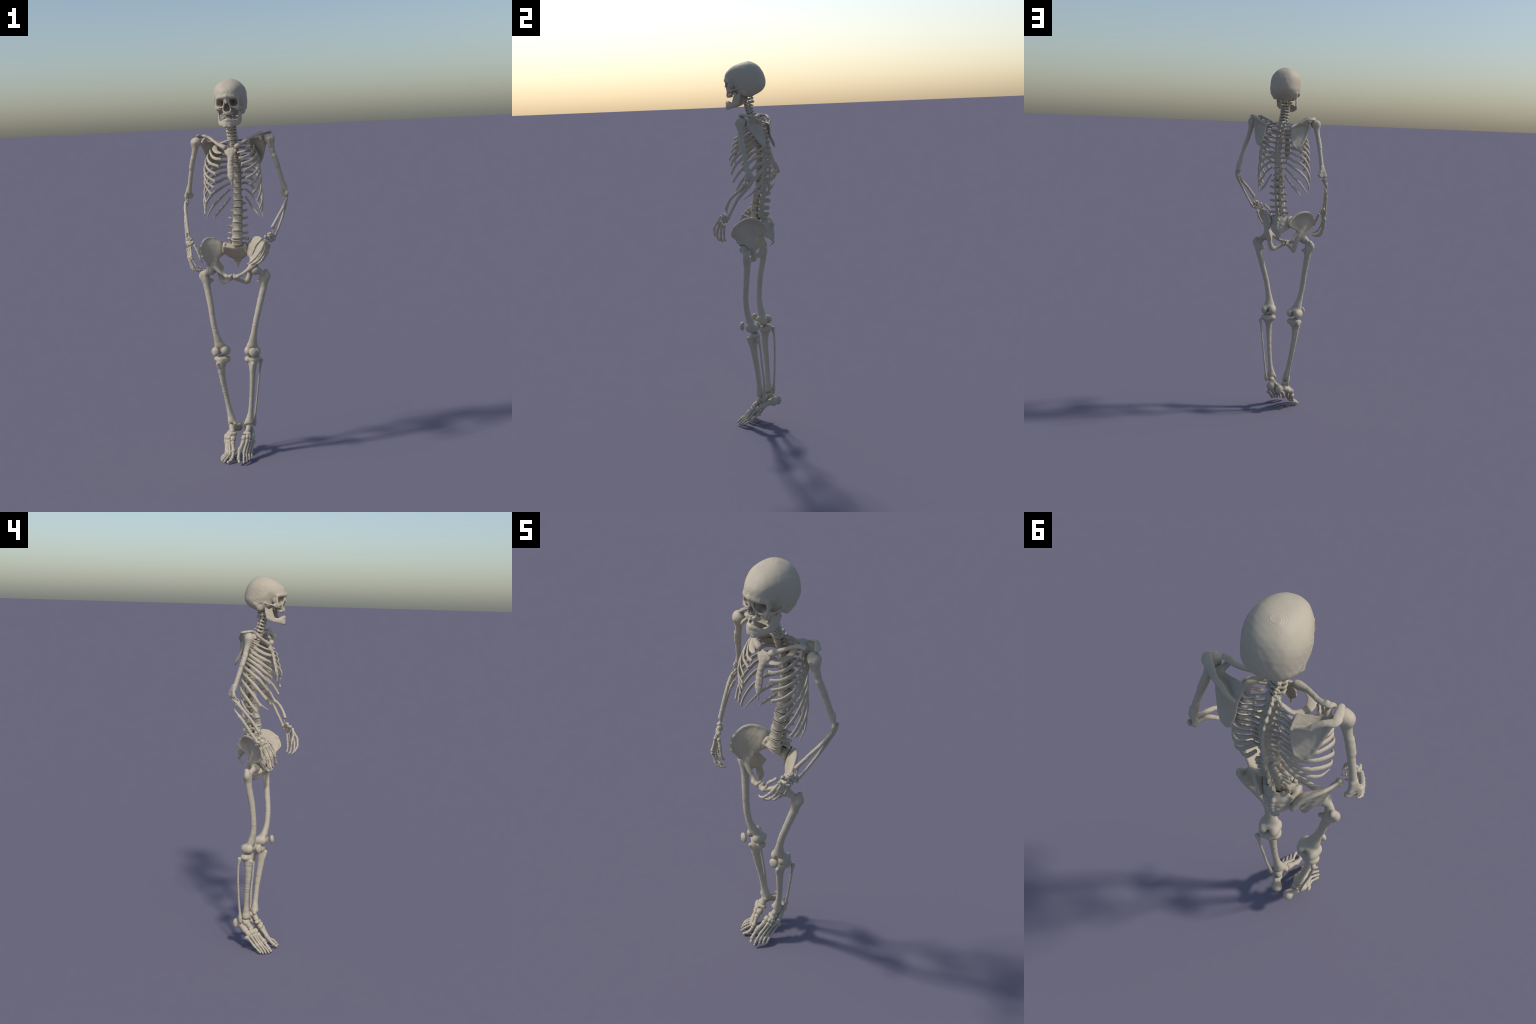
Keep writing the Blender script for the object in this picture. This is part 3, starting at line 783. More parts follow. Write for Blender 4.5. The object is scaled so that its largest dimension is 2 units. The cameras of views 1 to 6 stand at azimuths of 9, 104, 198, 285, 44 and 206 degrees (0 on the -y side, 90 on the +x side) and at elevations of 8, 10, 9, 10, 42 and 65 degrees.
def shoulders():
    for s in (-1, 1):
        c = np.array(CLAVICLE[s])
        rad = np.array([0.0125, 0.0125, 0.0088, 0.0078, 0.0085, 0.0105, 0.0095])
        b = Bone.around(c, 0.02, 0.0018)
        b.tube(np.column_stack([c, rad]), 0.004, flat=(0, -0.3, 1), f=(0.95, 0.92, 0.85, 0.85, 0.75, 0.62, 0.6))
        b.ball(c[-2] + V(0, -0.004, 0.004), 0.005, 0.006)
        b.rough(0.00020, 0.016, 400 + s)
        make("clavicle", b)

        q = {k: np.array(v) for k, v in SCAPULA[s].items()}
        lerp = lambda a, e, t: q[a] * (1 - t) + q[e] * t
        gt, gb = q["glen"] + V(-s * 0.004, 0.002, 0.014), q["glen"] + V(-s * 0.003, 0.012, -0.018)
        sink = lambda p, d: p + V(s * 0.4, -1.0, 0.1) * d * 0.5
        low = [q["medlow"] * 0.45 + q["inf"] * 0.55 + V(-s * 0.006, 0.0, 0.002), q["inf"], q["inf"] * 0.55 + q["latlow"] * 0.45 + V(s * 0.003, 0.001, -0.004), q["latlow"]]
        grid = [[q["sup"], lerp("sup", "glen", 0.35) + V(0, 0, 0.004), lerp("sup", "glen", 0.68) + V(0, 0, 0.006), gt],
                [q["root"], sink(lerp("root", "glen", 0.33), 0.003), sink(lerp("root", "glen", 0.66), 0.004), q["glen"] + V(-s * 0.004, 0.006, 0)],
                [q["med"], sink(q["med"] * 0.66 + gb * 0.34, 0.004), sink(q["med"] * 0.33 + gb * 0.67, 0.005), gb],
                [q["medlow"], sink(lerp("medlow", "lat", 0.33), 0.004), sink(lerp("medlow", "lat", 0.66), 0.004), q["lat"]],
                low]
        th = np.full((5, 4), 0.0022)
        th[:, 0] = 0.0026
        th[4, :] = 0.0030
        th[:2, 3] = 0.006
        allp = np.array(list(q.values()))
        b = Bone.around(allp, 0.022, 0.0018)
        b.plate(grid, th, 0.003)
        b.tube([(*(q["glen"] + V(-s * 0.003, 0.010, -0.012)), 0.0085), (*(q["lat"] * 0.5 + gb * 0.5), 0.0058), (*q["lat"], 0.0050), (*q["latlow"], 0.0046), (*low[2], 0.004)], 0.006)
        b.tube([(*q["root"], 0.003), (*q["med"], 0.0025), (*q["medlow"], 0.0028), (*low[0], 0.0035)], 0.003)
        # socket
        face = unit(V(s * 0.88, -0.45, 0.05))
        side = unit(np.cross((0, 0, 1), face))
        A = np.array([face, side, np.cross(face, side)])
        b.ball(q["glen"] - face * 0.006, (0.009, 0.0145, 0.020), 0.010, A)
        b.ball(q["glen"] + face * 0.022, 0.025, 0.001, cut=True)
        # spine plate, rising from the blade to a crest, then the acromion
        crest = [np.array(p) for p in ([(-0.086, 0.1255, 1.669), (-0.119, 0.1215, 1.689), (-0.132, 0.112, 1.701), (-0.154, 0.101, 1.712)] if s < 0 else [(0.093, 0.120, 1.681), (0.115, 0.115, 1.693), (0.134, 0.106, 1.704), (0.157, 0.096, 1.716)])]
        foot = [q["root"], lerp("root", "glen", 0.30), lerp("root", "glen", 0.55), lerp("root", "glen", 0.78) + V(0, 0.004, 0.0)]
        half = [(a + e) / 2 + V(0, 0.002, -0.002) for a, e in zip(crest, foot)]
        b.plate([crest, half, foot], np.array([[0.003, 0.0038, 0.0036, 0.004], [0.002] * 4, [0.0022] * 4]), 0.005)
        b.tube([(*crest[0], 0.0035), (*crest[1], 0.0062), (*crest[2], 0.0080), (*crest[3], 0.0085), (*(q["corner"] + V(-s * 0.004, -0.004, 0)), 0.0115), (*(q["corner"] * 0.5 + q["tip"] * 0.5), 0.0125), (*q["tip"], 0.0095)], 0.005, flat=(s * 0.25, 0.25, 1), f=(0.9, 0.7, 0.6, 0.6, 0.5, 0.45, 0.5))
        # coracoid
        b.tube([(*(q["glen"] + V(-s * 0.012, -0.002, 0.014)), 0.009), (*q["bend"], 0.0075), (*(q["bend"] * 0.35 + q["corac"] * 0.65 + V(0, -0.002, 0.003)), 0.0070), (*q["corac"], 0.0062)], 0.006)
        b.rough(0.00020, 0.018, 410 + s)
        make("scapula", b)


# ================================================================ ARMS
HUMERUS = {-1: dict(head=(-0.1870, 0.0525, 1.6885), tub=(-0.2045, 0.0520, 1.6875), neck=(-0.200, 0.0570, 1.652), a=(-0.2105, 0.0645, 1.614), b=(-0.226, 0.0765, 1.555), c=(-0.242, 0.092, 1.490), d=(-0.255, 0.107, 1.430), med=(-0.244, 0.133, 1.409), lat=(-0.277, 0.096, 1.409)),
           1: dict(head=(0.1925, 0.0400, 1.6910), tub=(0.2080, 0.0350, 1.6920), neck=(0.2035, 0.0400, 1.655), a=(0.212, 0.0455, 1.614), b=(0.2275, 0.0590, 1.555), c=(0.2435, 0.0725, 1.490), d=(0.255, 0.0850, 1.430), med=(0.238, 0.111, 1.411), lat=(0.275, 0.070, 1.407))}


def humeri():
    for s in (-1, 1):
        q = {k: np.array(v) for k, v in HUMERUS[s].items()}
        b = Bone.around(list(q.values()), 0.032, 0.002)
        b.ball(q["head"], 0.0248, 0.006)
        b.ball(q["tub"] + V(0, 0.002, 0.001), (0.0135, 0.018, 0.019), 0.008)
        b.tube([(*(q["tub"] + V(-s * 0.012, -0.019, -0.002)), 0.0062), (*(q["neck"] + V(-s * 0.006, -0.012, -0.002)), 0.0045)], 0.006)
        b.tube([(*(q["head"] * 0.4 + q["tub"] * 0.6 + V(0, 0, -0.006)), 0.020), (*q["neck"], 0.0150), (*q["a"], 0.0122), (*q["b"], 0.0112), (*q["c"], 0.0108), (*q["d"], 0.0120)], 0.006)
        b.tube([(*(q["a"] + V(s * 0.004, -0.004, -0.01)), 0.010), (*(q["b"] + V(s * 0.003, -0.003, 0)), 0.010)], 0.008)
        wide = unit(q["med"] - q["lat"])
        front = unit(np.cross(wide, (0, 0, 1))) * (1 if s > 0 else 1)
        if front[1] > 0:
            front = -front
        c0 = (q["med"] + q["lat"]) / 2
        b.plate([[q["d"] + V(0, 0, 0.02) + wide * 0.004, q["d"] + V(0, 0, 0.02), q["d"] + V(0, 0, 0.02) - wide * 0.004],
                 [c0 + wide * 0.014 + V(0, 0, 0.014), c0 + V(0, 0, 0.014), c0 - wide * 0.013 + V(0, 0, 0.014)],
                 [c0 + wide * 0.020, c0, c0 - wide * 0.019],
                 [c0 + wide * 0.014 + V(0, 0, -0.010), c0 + V(0, 0, -0.010), c0 - wide * 0.016 + V(0, 0, -0.008)]], np.array([[0.009] * 3, [0.007, 0.006, 0.006], [0.0065, 0.007, 0.0075], [0.0075, 0.006, 0.009]]), 0.006)
        b.ball(q["med"] - wide * 0.002, 0.0075, 0.006)
        b.ball(c0 - front * 0.012 + V(0, 0, 0.006), 0.007, 0.005, cut=True)
        b.rough(0.00020, 0.022, 420 + s)
        b.rings(0.00015, 430 + s, 2, 0.005)
        make("humerus", b)


def forearms():
    # left: complete, apart from the end of the radius
    ulna = [(0.263, 0.103, 1.398, 0.0085), (0.262, 0.093, 1.378, 0.0105), (0.2595, 0.073, 1.356, 0.0095), (0.2565, 0.047, 1.328, 0.0078), (0.2505, 0.021, 1.300, 0.0072), (0.237, -0.005, 1.260, 0.0065), (0.222, -0.032, 1.218, 0.0062), (0.2135, -0.043, 1.200, 0.0085)]
    b = Bone.around(ulna, 0.02, 0.0015)
    b.tube(ulna, 0.004, flat=(1, 0.2, 0), f=0.82)
    b.tube([(0.260, 0.080, 1.372, 0.007), (0.258, 0.064, 1.378, 0.0062)], 0.005)
    b.ball((0.259, 0.079, 1.391), (0.016, 0.010, 0.0085), 0.003, cut=True)
    b.ball((0.268, 0.078, 1.362), 0.0055, 0.003, cut=True)
    b.ball((0.221, -0.046, 1.203), 0.004, 0.003, cut=True)
    b.rough(0.00020, 0.012, 440)
    make("ulna", b)
    rad = [(0.262, 0.066, 1.378, 0.0105), (0.260, 0.060, 1.370, 0.0080), (0.256, 0.042, 1.352, 0.0068), (0.248, 0.012, 1.330, 0.0072), (0.237, -0.014, 1.309, 0.0072), (0.222, -0.036, 1.280, 0.0072), (0.205, -0.053, 1.250, 0.0082)]
    b = Bone.around(rad, 0.034, 0.0015)
    b.tube(rad, 0.004)
    b.ball((0.260, 0.058, 1.383), 0.006, 0.003, cut=True)
    b.tube([(0.2085, -0.048, 1.247, 0.0055), (0.2075, -0.049, 1.235, 0.0035), (0.2065, -0.051, 1.224, 0.0020)], 0.003)
    b.ball((0.198, -0.062, 1.238), 0.008, 0.002, cut=True)
    b.rough(0.00028, 0.010, 441)
    make("radius", b)
    # right: the upper ends are ragged and partly lost
    ulna = [(-0.2745, 0.094, 1.334, 0.0022), (-0.2755, 0.086, 1.322, 0.0042), (-0.2745, 0.071, 1.305, 0.0060), (-0.2715, 0.050, 1.278, 0.0072), (-0.266, 0.028, 1.245, 0.0068), (-0.2595, 0.004, 1.209, 0.0062), (-0.255, -0.012, 1.187, 0.0068), (-0.2535, -0.019, 1.176, 0.0080)]
    b = Bone.around(ulna, 0.02, 0.0015)
    b.tube(ulna, 0.004, flat=(1, 0.1, 0), f=0.72)
    b.tube([(-0.271, 0.098, 1.337, 0.0022), (-0.271, 0.090, 1.322, 0.0028), (-0.2725, 0.081, 1.308, 0.003)], 0.002)
    b.tube([(-0.278, 0.078, 1.310, 0.0026), (-0.279, 0.070, 1.298, 0.0026)], 0.002)
    b.tube([(-0.279, 0.086, 1.314, 0.0022), (-0.276, 0.073, 1.297, 0.0024)], 0.001, cut=True)
    b.ball((-0.262, -0.014, 1.178), 0.004, 0.002, cut=True)
    b.rough(0.00040, 0.007, 442)
    make("ulna", b)
    rad = [(-0.270, 0.082, 1.368, 0.0085), (-0.2715, 0.074, 1.358, 0.0085), (-0.2705, 0.062, 1.344, 0.0078), (-0.264, 0.040, 1.318, 0.0070), (-0.256, 0.018, 1.290, 0.0070), (-0.248, -0.006, 1.254, 0.0070), (-0.2405, -0.026, 1.224, 0.0078)]
    b = Bone.around([*rad, (-0.25, 0.115, 1.395, 0.004)], 0.02, 0.0014)
    b.tube(rad, 0.004)
    r = np.random.default_rng(5)
    tangle = []
    for i in range(22):                                  # ragged splinters up to the elbow
        a = V(-0.270, 0.080, 1.362) + r.normal(size=3) * V(0.004, 0.005, 0.005)
        c = V(-0.266, 0.100, 1.383) + r.normal(size=3) * V(0.006, 0.007, 0.008)
        tangle.append(c)
        b.tube([(*a, 0.0021), (*((a + c) / 2 + r.normal(size=3) * 0.003), 0.0019), (*c, 0.0014)], 0.0018)
    b.tube([(-0.262, 0.108, 1.378, 0.005), (-0.267, 0.096, 1.368, 0.006), (-0.271, 0.080, 1.354, 0.006)], 0.004)
    for i in range(14):
        b.ball(V(-0.268, 0.088, 1.370) + r.normal(size=3) * V(0.006, 0.009, 0.012), 0.0030, 0.001, cut=True)
    b.ball((-0.244, -0.032, 1.221), 0.006, 0.002, cut=True)
    b.tube([(-0.237, -0.024, 1.222, 0.0045), (-0.236, -0.028, 1.206, 0.0028)], 0.002)
    b.rough(0.00040, 0.007, 443)
    make("radius", b)


# =============================================================== HANDS
HANDS = {
    -1: dict(
        rays=[[(-0.2005, -0.0735, 1.170), (-0.1825, -0.085, 1.136), (-0.169, -0.0935, 1.100), (-0.1645, -0.078, 1.078)],
              [(-0.2215, -0.0705, 1.161), (-0.213, -0.1035, 1.109), (-0.187, -0.106, 1.062), (-0.172, -0.1005, 1.055), (-0.157, -0.092, 1.052)],
              [(-0.2305, -0.062, 1.156), (-0.2245, -0.088, 1.097), (-0.205, -0.095, 1.047), (-0.180, -0.088, 1.040), (-0.160, -0.080, 1.0385)],
              [(-0.2395, -0.050, 1.151), (-0.234, -0.0675, 1.095), (-0.2195, -0.0745, 1.043), (-0.193, -0.076, 1.034), (-0.172, -0.072, 1.0325)],
              [(-0.2475, -0.037, 1.146), (-0.241, -0.047, 1.098), (-0.231, -0.054, 1.060), (-0.213, -0.057, 1.045), (-0.200, -0.056, 1.043)]],
        wrist=[(-0.236, -0.033, 1.205), (-0.2475, -0.026, 1.194), (-0.222, -0.046, 1.197), (-0.228, -0.042, 1.183), (-0.241, -0.034, 1.180), (-0.2505, -0.025, 1.172), (-0.244, -0.020, 1.163), (-0.209, -0.063, 1.180), (-0.218, -0.061, 1.172), (-0.229, -0.053, 1.168), (-0.241, -0.043, 1.162), (-0.236, -0.046, 1.172)]),
    1: dict(
        rays=[[(0.157, -0.108, 1.1985), (0.1275, -0.122, 1.169), (0.1095, -0.117, 1.132), (0.099, -0.119, 1.115)],
              [(0.1725, -0.104, 1.190), (0.1535, -0.1385, 1.143), (0.1235, -0.147, 1.105), (0.099, -0.138, 1.084), (0.077, -0.127, 1.072)],
              [(0.181, -0.095, 1.180), (0.165, -0.120, 1.126), (0.133, -0.128, 1.088), (0.112, -0.127, 1.073), (0.095, -0.122, 1.065)],
              [(0.187, -0.084, 1.167), (0.168, -0.099, 1.116), (0.145, -0.106, 1.080), (0.125, -0.105, 1.069), (0.109, -0.102, 1.066)],
              [(0.187, -0.072, 1.161), (0.176, -0.079, 1.120), (0.157, -0.086, 1.090), (0.139, -0.087, 1.075), (0.126, -0.085, 1.070)]],
        wrist=[(0.203, -0.057, 1.213), (0.195, -0.066, 1.219), (0.187, -0.072, 1.217), (0.199, -0.066, 1.203), (0.187, -0.077, 1.205), (0.205, -0.060, 1.192), (0.211, -0.052, 1.184), (0.169, -0.094, 1.205), (0.178, -0.088, 1.197), (0.188, -0.081, 1.191), (0.197, -0.071, 1.180), (0.190, -0.077, 1.182)])}


def stick(a, c, r0, r1, rm, seed, pits=True, flat=None, f=1.0, h=0.0011):
    """A small long bone: shaft with a broader base and head."""
    a, c = np.asarray(a, float), np.asarray(c, float)
    e = unit(c - a)
    L = np.linalg.norm(c - a)
    a2, c2 = a + e * r0 * 0.7, c - e * r1 * 0.75
    b = Bone.around([a, c], max(r0, r1) * 1.5, h)
    p = [(*a2, r0), (*(a2 * 0.8 + c2 * 0.2), rm * 1.12), (*(a2 * 0.5 + c2 * 0.5), rm), (*(a2 * 0.2 + c2 * 0.8), rm * 1.08), (*c2, r1)]
    b.tube(p, 0.002, flat=flat, f=f)
    r = np.random.default_rng(seed)
    if pits:
        for end, rr in ((a2, r0), (c2, r1)):
            for _ in range(4):
                b.ball(end + unit(r.normal(size=3)) * rr * 1.02, rr * r.uniform(0.30, 0.50), 0.0008, cut=True)
    b.rough(0.0002 if pits else 0.0001, 0.006, seed)
    return b


def hands():
    for s in (-1, 1):
        d = HANDS[s]
        e = group("hand", d["wrist"][0])
        r = np.random.default_rng(7 + s)
        for i, c in enumerate(d["wrist"]):
            c = np.array(c)
            size = (0.0092, 0.0080, 0.0074)
            c = c * 0.88 + np.mean(d["wrist"], axis=0) * 0.12
            b = Bone(c - 0.014, c + 0.014, 0.0011)
            ax = np.linalg.qr(r.normal(size=(3, 3)))[0]
            b.ball(c, size, 0.002, ax)
            b.ball(c + r.normal(size=3) * 0.0030, 0.0062, 0.003)
            for _ in range(5):
                b.ball(c + unit(r.normal(size=3)) * 0.0078, r.uniform(0.0020, 0.0034), 0.001, cut=True)
            b.rough(0.00028, 0.006, 500 + i + 20 * s)
            make("carpal", b, e)
        for j, ray in enumerate(d["rays"]):
            ray = np.array(ray)
            for i in range(len(ray) - 1):
                a, c = ray[i], ray[i + 1]
                u = unit(c - a)
                gap = 0.0008
                seed = 540 + 40 * s + 5 * j + i
                if i == 0:
                    b = stick(a + u * gap, c - u * gap, 0.0074, 0.0072, 0.0050 if j else 0.0056, seed)
                    make("metacarpal", b, e)
                else:
                    last = i == len(ray) - 2
                    k = 1.0 - 0.10 * (i - 1) - (0.08 if j == 4 else 0)
                    b = stick(a + u * gap, c - u * gap, 0.0068 * k, (0.0034 if last else 0.0056) * k, (0.0036 if last else 0.0046) * k, seed)
                    make("finger_bone", b, e)


# ============================================================== PELVIS
PX = -0.0195


def hip(s):
    """Half of the pelvis; s = -1 right, 1 left.  Local points are given as
    distance from the mid-plane, y, z; the pelvis is turned by a few degrees."""
    P = lambda x, y, z: V(PX + s * x, y - s * 0.052 * x, z)
    crest = [P(0.149, -0.041, 1.100), P(0.160, -0.033, 1.119), P(0.1650, -0.014, 1.146), P(0.155, 0.016, 1.173), P(0.136, 0.049, 1.184), P(0.110, 0.076, 1.179), P(0.087, 0.095, 1.164), P(0.069, 0.113, 1.142), P(0.058, 0.124, 1.120)]
    mid = [P(0.142, -0.034, 1.087), P(0.149, -0.026, 1.098), P(0.149, -0.010, 1.120), P(0.139, 0.014, 1.142), P(0.120, 0.037, 1.151), P(0.097, 0.056, 1.149), P(0.076, 0.072, 1.142), P(0.064, 0.094, 1.128), P(0.058, 0.111, 1.112)]
    low = [P(0.134, -0.024, 1.075), P(0.132, -0.012, 1.075), P(0.128, 0.006, 1.083), P(0.117, 0.026, 1.093), P(0.103, 0.038, 1.098), P(0.090, 0.047, 1.100), P(0.078, 0.057, 1.102), P(0.070, 0.072, 1.100), P(0.064, 0.094, 1.100)]
    base = [P(0.130, -0.016, 1.058), P(0.126, -0.004, 1.056), P(0.119, 0.010, 1.058), P(0.110, 0.026, 1.062), P(0.101, 0.036, 1.067), P(0.094, 0.044, 1.072), P(0.089, 0.051, 1.078), P(0.085, 0.060, 1.084), P(0.077, 0.074, 1.090)]
    th = np.array([[0.0056, 0.0052, 0.0062, 0.0052, 0.0050, 0.0052, 0.0058, 0.0070, 0.0078], [0.0052, 0.0048, 0.0045, 0.0038, 0.0034, 0.0042, 0.0070, 0.0085, 0.0085], [0.006, 0.0068, 0.0075, 0.0080, 0.0080, 0.0075, 0.0075, 0.0078, 0.0070], [0.007, 0.010, 0.012, 0.012, 0.011, 0.009, 0.0075, 0.0065, 0.006]])
    b = Bone.around(crest + [P(0.0, -0.04, 0.985), P(0.07, 0.06, 0.945), P(0.066, 0.085, 1.03)], 0.018, 0.002)
    b.plate([crest, mid, low, base], th, 0.005)
    b.tube([(*p, 0.0060) for p in crest], 0.004)
    b.ball(P(0.163, -0.014, 1.146), (0.0075, 0.012, 0.009), 0.008)
    # body round the socket
    b.ball(P(0.105, 0.014, 1.036), (0.026, 0.031, 0.030), 0.010)
    b.tube([(*P(0.100, 0.030, 1.066), 0.014), (*P(0.094, 0.040, 1.040), 0.017), (*P(0.085, 0.048, 1.012), 0.0145), (*P(0.077, 0.048, 0.985), 0.0135), (*P(0.069, 0.043, 0.963), 0.0140), (*P(0.061, 0.034, 0.957), 0.011)], 0.009)
    b.ball(P(0.069, 0.048, 0.962), (0.012, 0.013, 0.018), 0.008)
    # spine of the ischium, the quadrilateral plate
    b.plate([[P(0.088, 0.050, 1.066), P(0.086, 0.056, 1.060)], [P(0.082, 0.052, 1.040), P(0.074, 0.068, 1.038)], [P(0.080, 0.048, 1.020), P(0.067, 0.077, 1.0255)], [P(0.078, 0.048, 1.004), P(0.073, 0.062, 1.010)]], np.array([[0.005, 0.004], [0.006, 0.0035], [0.006, 0.0022], [0.006, 0.004]]), 0.006)
    b.plate([[P(0.098, 0.010, 1.062), P(0.090, 0.034, 1.066)], [P(0.088, 0.004, 1.036), P(0.080, 0.034, 1.036)], [P(0.084, 0.010, 1.014), P(0.078, 0.036, 1.010)]], 0.005, 0.006)
    # upper branch of the pubis, symphysis, lower branch
    b.tube([(*P(0.100, -0.006, 1.040), 0.015), (*P(0.076, -0.012, 1.022), 0.0105), (*P(0.052, -0.019, 1.006), 0.0085), (*P(0.030, -0.028, 0.996), 0.0098), (*P(0.014, -0.028, 0.992), 0.011)], 0.007, flat=(0, 0.5, -0.8), f=0.85)
    b.ball(P(0.030, -0.033, 0.993), (0.008, 0.007, 0.007), 0.006)
    b.plate([[P(0.008, -0.030, 0.998), P(0.007, -0.014, 1.000)], [P(0.008, -0.024, 0.989), P(0.007, -0.010, 0.990)], [P(0.0085, -0.012, 0.978), P(0.009, 0.000, 0.980)]], 0.0062, 0.005)
    b.tube([(*P(0.012, -0.012, 0.982), 0.0110), (*P(0.027, 0.002, 0.971), 0.0098), (*P(0.045, 0.018, 0.960), 0.0098), (*P(0.060, 0.033, 0.955), 0.0115)], 0.006, flat=(s * 0.6, -0.8, 0), f=0.48)
    # socket, hole
    b.ball(P(0.1195, 0.0065, 1.0215), 0.0268, 0.002, cut=True)
    b.ball(P(0.138, 0.002, 1.000), (0.018, 0.02, 0.020), 0.006, cut=True)
    b.rough(0.00024, 0.025, 600 + s)
    make("hip_bone", b, smooth=1)


# ================================================================ LEGS
FEMUR = {-1: dict(head=(-0.1400, 0.0145, 1.0210), gt=(-0.1890, 0.0450, 1.0050), gl=(-0.1960, 0.0430, 0.9850), lt=(-0.1460, 0.0490, 0.9620),
                  shaft=[(-0.176, 0.043, 0.968), (-0.1715, 0.0400, 0.930), (-0.1640, 0.0330, 0.885), (-0.1545, 0.0240, 0.830), (-0.1440, 0.0165, 0.745), (-0.1310, 0.0190, 0.670), (-0.1180, 0.0330, 0.612)],
                  med=(-0.0870, 0.0370, 0.5850), lat=(-0.1340, 0.0500, 0.5840), turn=(-0.28, -0.96)),
         1: dict(head=(0.0955, 0.0010, 1.0210), gt=(0.1480, 0.0330, 1.0020), gl=(0.1550, 0.0280, 0.9850), lt=(0.1050, 0.0370, 0.9570),
                 shaft=[(0.1360, 0.0280, 0.965), (0.1310, 0.0250, 0.925), (0.1200, 0.0180, 0.880), (0.1050, 0.0085, 0.820), (0.0860, -0.0025, 0.742), (0.0700, -0.0010, 0.665), (0.0590, 0.0120, 0.612)],
                 med=(0.0360, 0.0240, 0.5870), lat=(0.0790, 0.0230, 0.5840), turn=(0.10, -0.99))}
PATELLA = {-1: (-0.1350, -0.0145, 0.5900), 1: (0.0690, -0.0335, 0.5910)}
TIBIA = {-1: dict(med=(-0.089, 0.0440, 0.5420), lat=(-0.135, 0.0620, 0.5420), tub=(-0.1345, 0.0240, 0.5130),
                  shaft=[(-0.1150, 0.0500, 0.5280), (-0.1180, 0.0460, 0.4950), (-0.1165, 0.0450, 0.4420), (-0.1045, 0.0530, 0.3450), (-0.0905, 0.0580, 0.2600), (-0.0830, 0.0600, 0.2150), (-0.0800, 0.0605, 0.1900)], mal=(-0.0600, 0.0450, 0.1760), turn=(-0.55, -0.83)),
         1: dict(med=(0.0330, 0.0280, 0.5470), lat=(0.0760, 0.0400, 0.5470), tub=(0.0620, -0.0040, 0.5190),
                 shaft=[(0.0560, 0.0300, 0.5320), (0.0545, 0.0225, 0.5000), (0.0520, 0.0225, 0.4500), (0.0415, 0.0335, 0.3450), (0.0305, 0.0385, 0.2560), (0.0235, 0.0395, 0.2150), (0.0205, 0.0400, 0.1940)], mal=(-0.0010, 0.0350, 0.1820), turn=(0.10, -0.99))}
FIBULA = {-1: [(-0.1480, 0.0860, 0.5260, 0.0105), (-0.1470, 0.0880, 0.5080, 0.0075), (-0.1450, 0.0920, 0.4800, 0.0049), (-0.1335, 0.0950, 0.4000, 0.0050), (-0.1160, 0.0940, 0.2950, 0.0050), (-0.1035, 0.0900, 0.2150, 0.0062), (-0.0995, 0.0875, 0.1800, 0.0095), (-0.0985, 0.0860, 0.1610, 0.0080)],
          1: [(0.0965, 0.0600, 0.5230, 0.0105), (0.0920, 0.0620, 0.5060, 0.0075), (0.0855, 0.0665, 0.4700, 0.0049), (0.0715, 0.0690, 0.3780, 0.0050), (0.0575, 0.0725, 0.2850, 0.0050), (0.0475, 0.0695, 0.2120, 0.0062), (0.0445, 0.0665, 0.1820, 0.0098), (0.0435, 0.0655, 0.1640, 0.0080)]}


